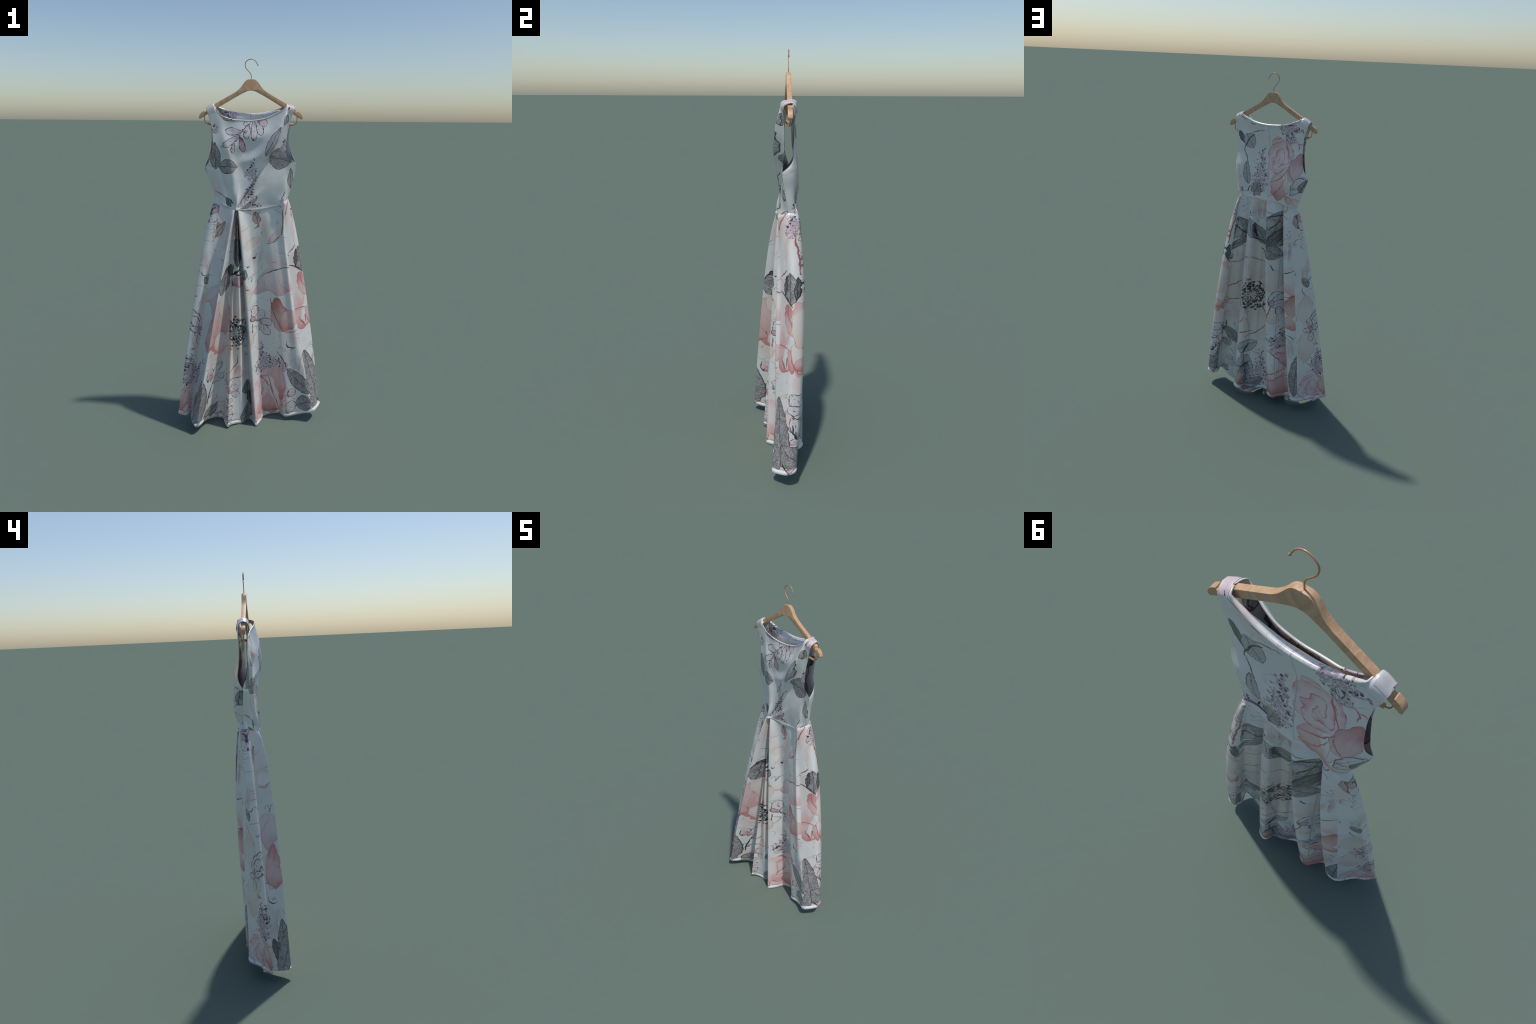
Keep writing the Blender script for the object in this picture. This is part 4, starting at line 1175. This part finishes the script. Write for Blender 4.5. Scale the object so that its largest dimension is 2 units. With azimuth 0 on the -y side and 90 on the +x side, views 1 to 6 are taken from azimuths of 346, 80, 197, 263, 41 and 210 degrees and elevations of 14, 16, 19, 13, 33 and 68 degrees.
        ("leaf", "leaf_dark", (-0.099, 1.252), (-0.132, 1.3), 0.0168),
    ],
    "bodb": [
        ("wash", "wash_peach", (0.184, 1.729), (0.037, 1.717), 0.0359, 0.7),
        ("stroke", "rust", (0.188, 1.766), (0.143, 1.748), 0.0053, 3),
        ("stroke", "rust", (0.115, 1.673), (0.021, 1.694), -0.0091, 3),
        ("stroke", "ink", (0.12, 1.732), (0.076, 1.73), 0.0052, 3),
        ("leaf", "leaf_dark", (0.196, 1.683), (0.157, 1.617), 0.0182),
        ("leaf", "leaf_pale", (0.146, 1.67), (0.092, 1.596), 0.0394),
        ("stroke", "ink", (0.158, 1.572), (0.087, 1.675), -0.0118, 4),
        ("stroke", "ink", (0.158, 1.592), (0.116, 1.421), -0.0093, 3.2),
        ("leaf", "leaf_pale", (0.129, 1.386), (0.14, 1.516), 0.0249),
        ("stroke", "ink", (0.133, 1.34), (0.104, 1.381), -0.004, 4),
        ("wash", "wash_pink", (-0.091, 1.372), (-0.084, 1.656), 0.0958, 0.8),
        ("rose", "rose", (-0.081, 1.459), (-0.071, 1.66), 0.0832),
        ("petal", "petal_rose", (-0.076, 1.319), (-0.091, 1.47), 0.061),
        ("petal", "petal_white", (-0.135, 1.374), (-0.141, 1.521), 0.0349),
        ("petal", "petal_rose", (-0.2, 1.595), (-0.154, 1.439), 0.0409),
        ("stroke", "red", (-0.017, 1.42), (-0.137, 1.525), 0.0256, 4),
        ("stroke", "red", (-0.143, 1.528), (-0.175, 1.444), 0.0126, 4),
        ("stroke", "red", (-0.005, 1.334), (-0.125, 1.474), 0.0232, 3.5),
        ("stroke", "red", (-0.147, 1.55), (-0.106, 1.663), -0.0089, 4),
        ("lilac", "lilac", (0.043, 1.351), (0.036, 1.615), 0.0489),
        ("lilac", "lilac", (-0.075, 1.715), (-0.211, 1.716), 0.0378),
        ("lilac", "lilac", (-0.148, 1.643), (-0.11, 1.706), 0.0316),
        ("sketch", "sketch", (-0.133, 1.666), (-0.121, 1.701), 0.0126),
        ("leaf", "leaf", (0.08, 1.326), (0.06, 1.409), 0.0363),
        ("sketch", "sketch", (-0.155, 1.364), (-0.214, 1.43), 0.0253),
        ("sketch", "sketch", (-0.159, 1.396), (-0.228, 1.463), 0.0221),
        ("leaf", "leaf", (-0.207, 1.38), (-0.237, 1.454), 0.019),
        ("petal", "petal_rose", (-0.129, 1.354), (-0.16, 1.313), 0.0223),
        ("petal", "petal_pink", (-0.16, 1.35), (-0.198, 1.301), 0.0191),
        ("lilac", "lilac", (0.17, 1.304), (0.172, 1.372), 0.0236),
        ("stroke", "red", (-0.16, 1.662), (-0.18, 1.603), -0.0126, 3),
        ("stroke", "red", (-0.18, 1.639), (-0.205, 1.63), -0.0088, 3),
        ("seam", "seam", (0.002, 1.725), (-0.015, 1.319), 0.0, 2.4),
        ("seam", "seam", (0.133, 1.53), (0.089, 1.317), 0.0, 1.8),
        ("seam", "seam", (-0.162, 1.574), (-0.129, 1.341), 0.0051, 1.8),
    ],
}
# ------------------------------------------------------------------ assembly
def strap_caps(parent, front, back, mat):
    """Cloth caps sewn over the shoulders, a little proud of the bodice."""
    fn, bn = grid_normals(front), grid_normals(back)
    fn = fn if fn[60, 90, 1] < 0 else -fn
    bn = bn if bn[60, 90, 1] > 0 else -bn
    for sgn in (-1, 1):
        x = front[-1, :, 0] * sgn
        cols = np.where(x > .1885)[0]
        cols = cols if sgn > 0 else cols
        f_rows = [r for r in range(front.shape[0]) if front[r, cols, 2].mean() > 1.7325 and r < front.shape[0] - 1]
        b_rows = [r for r in range(back.shape[0] - 2, 0, -1) if back[r, cols, 2].mean() > 1.757]
        g = np.array([front[r, cols] + fn[r, cols] * .0009 for r in f_rows] + [front[-1, cols] + np.array([0, 0, .0012])] + [back[r, cols] + bn[r, cols] * .0009 for r in b_rows])
        g[:, :, 2] += .0004
        out = np.cross(np.gradient(g, axis=1), np.gradient(g, axis=0))
        out /= np.linalg.norm(out, axis=-1, keepdims=True) + 1e-12
        if out[len(f_rows), len(cols) // 2, 2] < 0:
            out = -out
        rows, n = g.shape[:2]
        inner = g - out * .0014
        m = rows * n
        verts = np.concatenate([g.reshape(-1, 3), inner.reshape(-1, 3)])
        a, b, c = verts[0], verts[1], verts[n]
        flip = np.dot(np.cross(b - a, c - a), out[0, 0]) < 0
        f = grid_faces(rows, n, 0, flip) + grid_faces(rows, n, m, not flip)
        ring = list(range(n)) + [i * n + n - 1 for i in range(1, rows)] + [(rows - 1) * n + j for j in range(n - 2, -1, -1)] + [i * n for i in range(rows - 2, 0, -1)]
        f += [(p, p + m, q + m, q) if not flip else (q, q + m, p + m, p) for p, q in zip(ring, ring[1:] + ring[:1])]
        add_mesh("shoulder_strap", parent, verts, f, mat, np.concatenate([out.reshape(-1, 3), -out.reshape(-1, 3)]))


def main():
    wood = wood_material("beech_wood")
    build_hanger(wood, wire_material(), wood)
    dress = thing("dress", "long sleeveless satin dress with pink and grey floral print", "dress")
    ranges = [("gore", "t", "r1", 37), ("flank", "r1", "c", -65), ("pleat", "c", "e0", 0), ("inset", "e0", "g0", 0), ("front", "g0", "j", 0), ("side", "j", "L2", 60),
              ("hollow", "L2", "o0", 0), ("back", "o0", "p4", 0), ("centre", "p4", "r2", 0), ("rear", "r2", "t", 0)]
    skirt_panels(dress, [(a, b, cloth_material("printed_satin_" + k, lean, PRINT[k])) for k, a, b, lean in ranges])
    front, back = bodice_sheet(True), bodice_sheet(False)
    shell("bodice_panel", dress, front, cloth_material("printed_satin_bodice", 0, PRINT["bodf"], 0.15), -1)
    shell("bodice_panel", dress, back, cloth_material("printed_satin_yoke", 0, PRINT["bodb"], 0.4), 1)
    plain = cloth_material("plain_satin", 0, TRIM, 0.3)
    neck_parts(dress, front, back, plain)
    strap_caps(dress, front, back, plain)


TRIM = [  # print over bindings, facing and straps; wash_grey dulls one cap's sunlit white
    ("wash", "wash_pink", (.10, 1.742), (.18, 1.770), .02, .55), ("lilac", "lilac", (-.06, 1.725), (-.16, 1.75), .016), ("wash", "wash_grey", (-.24, 1.735), (-.185, 1.785), .045, .6),
    ("wash", "petal_mauve", (.18, 1.735), (.24, 1.785), .045, .9), ("lilac", "lilac", (-.17, 1.735), (-.09, 1.70), .03), ("seam", "seam", (0, 1.70), (0, 1.745), 0.0, 2.6), ("stroke", "ink", (.178, 1.735), (.20, 1.775), .002, 3.0),
]
main()
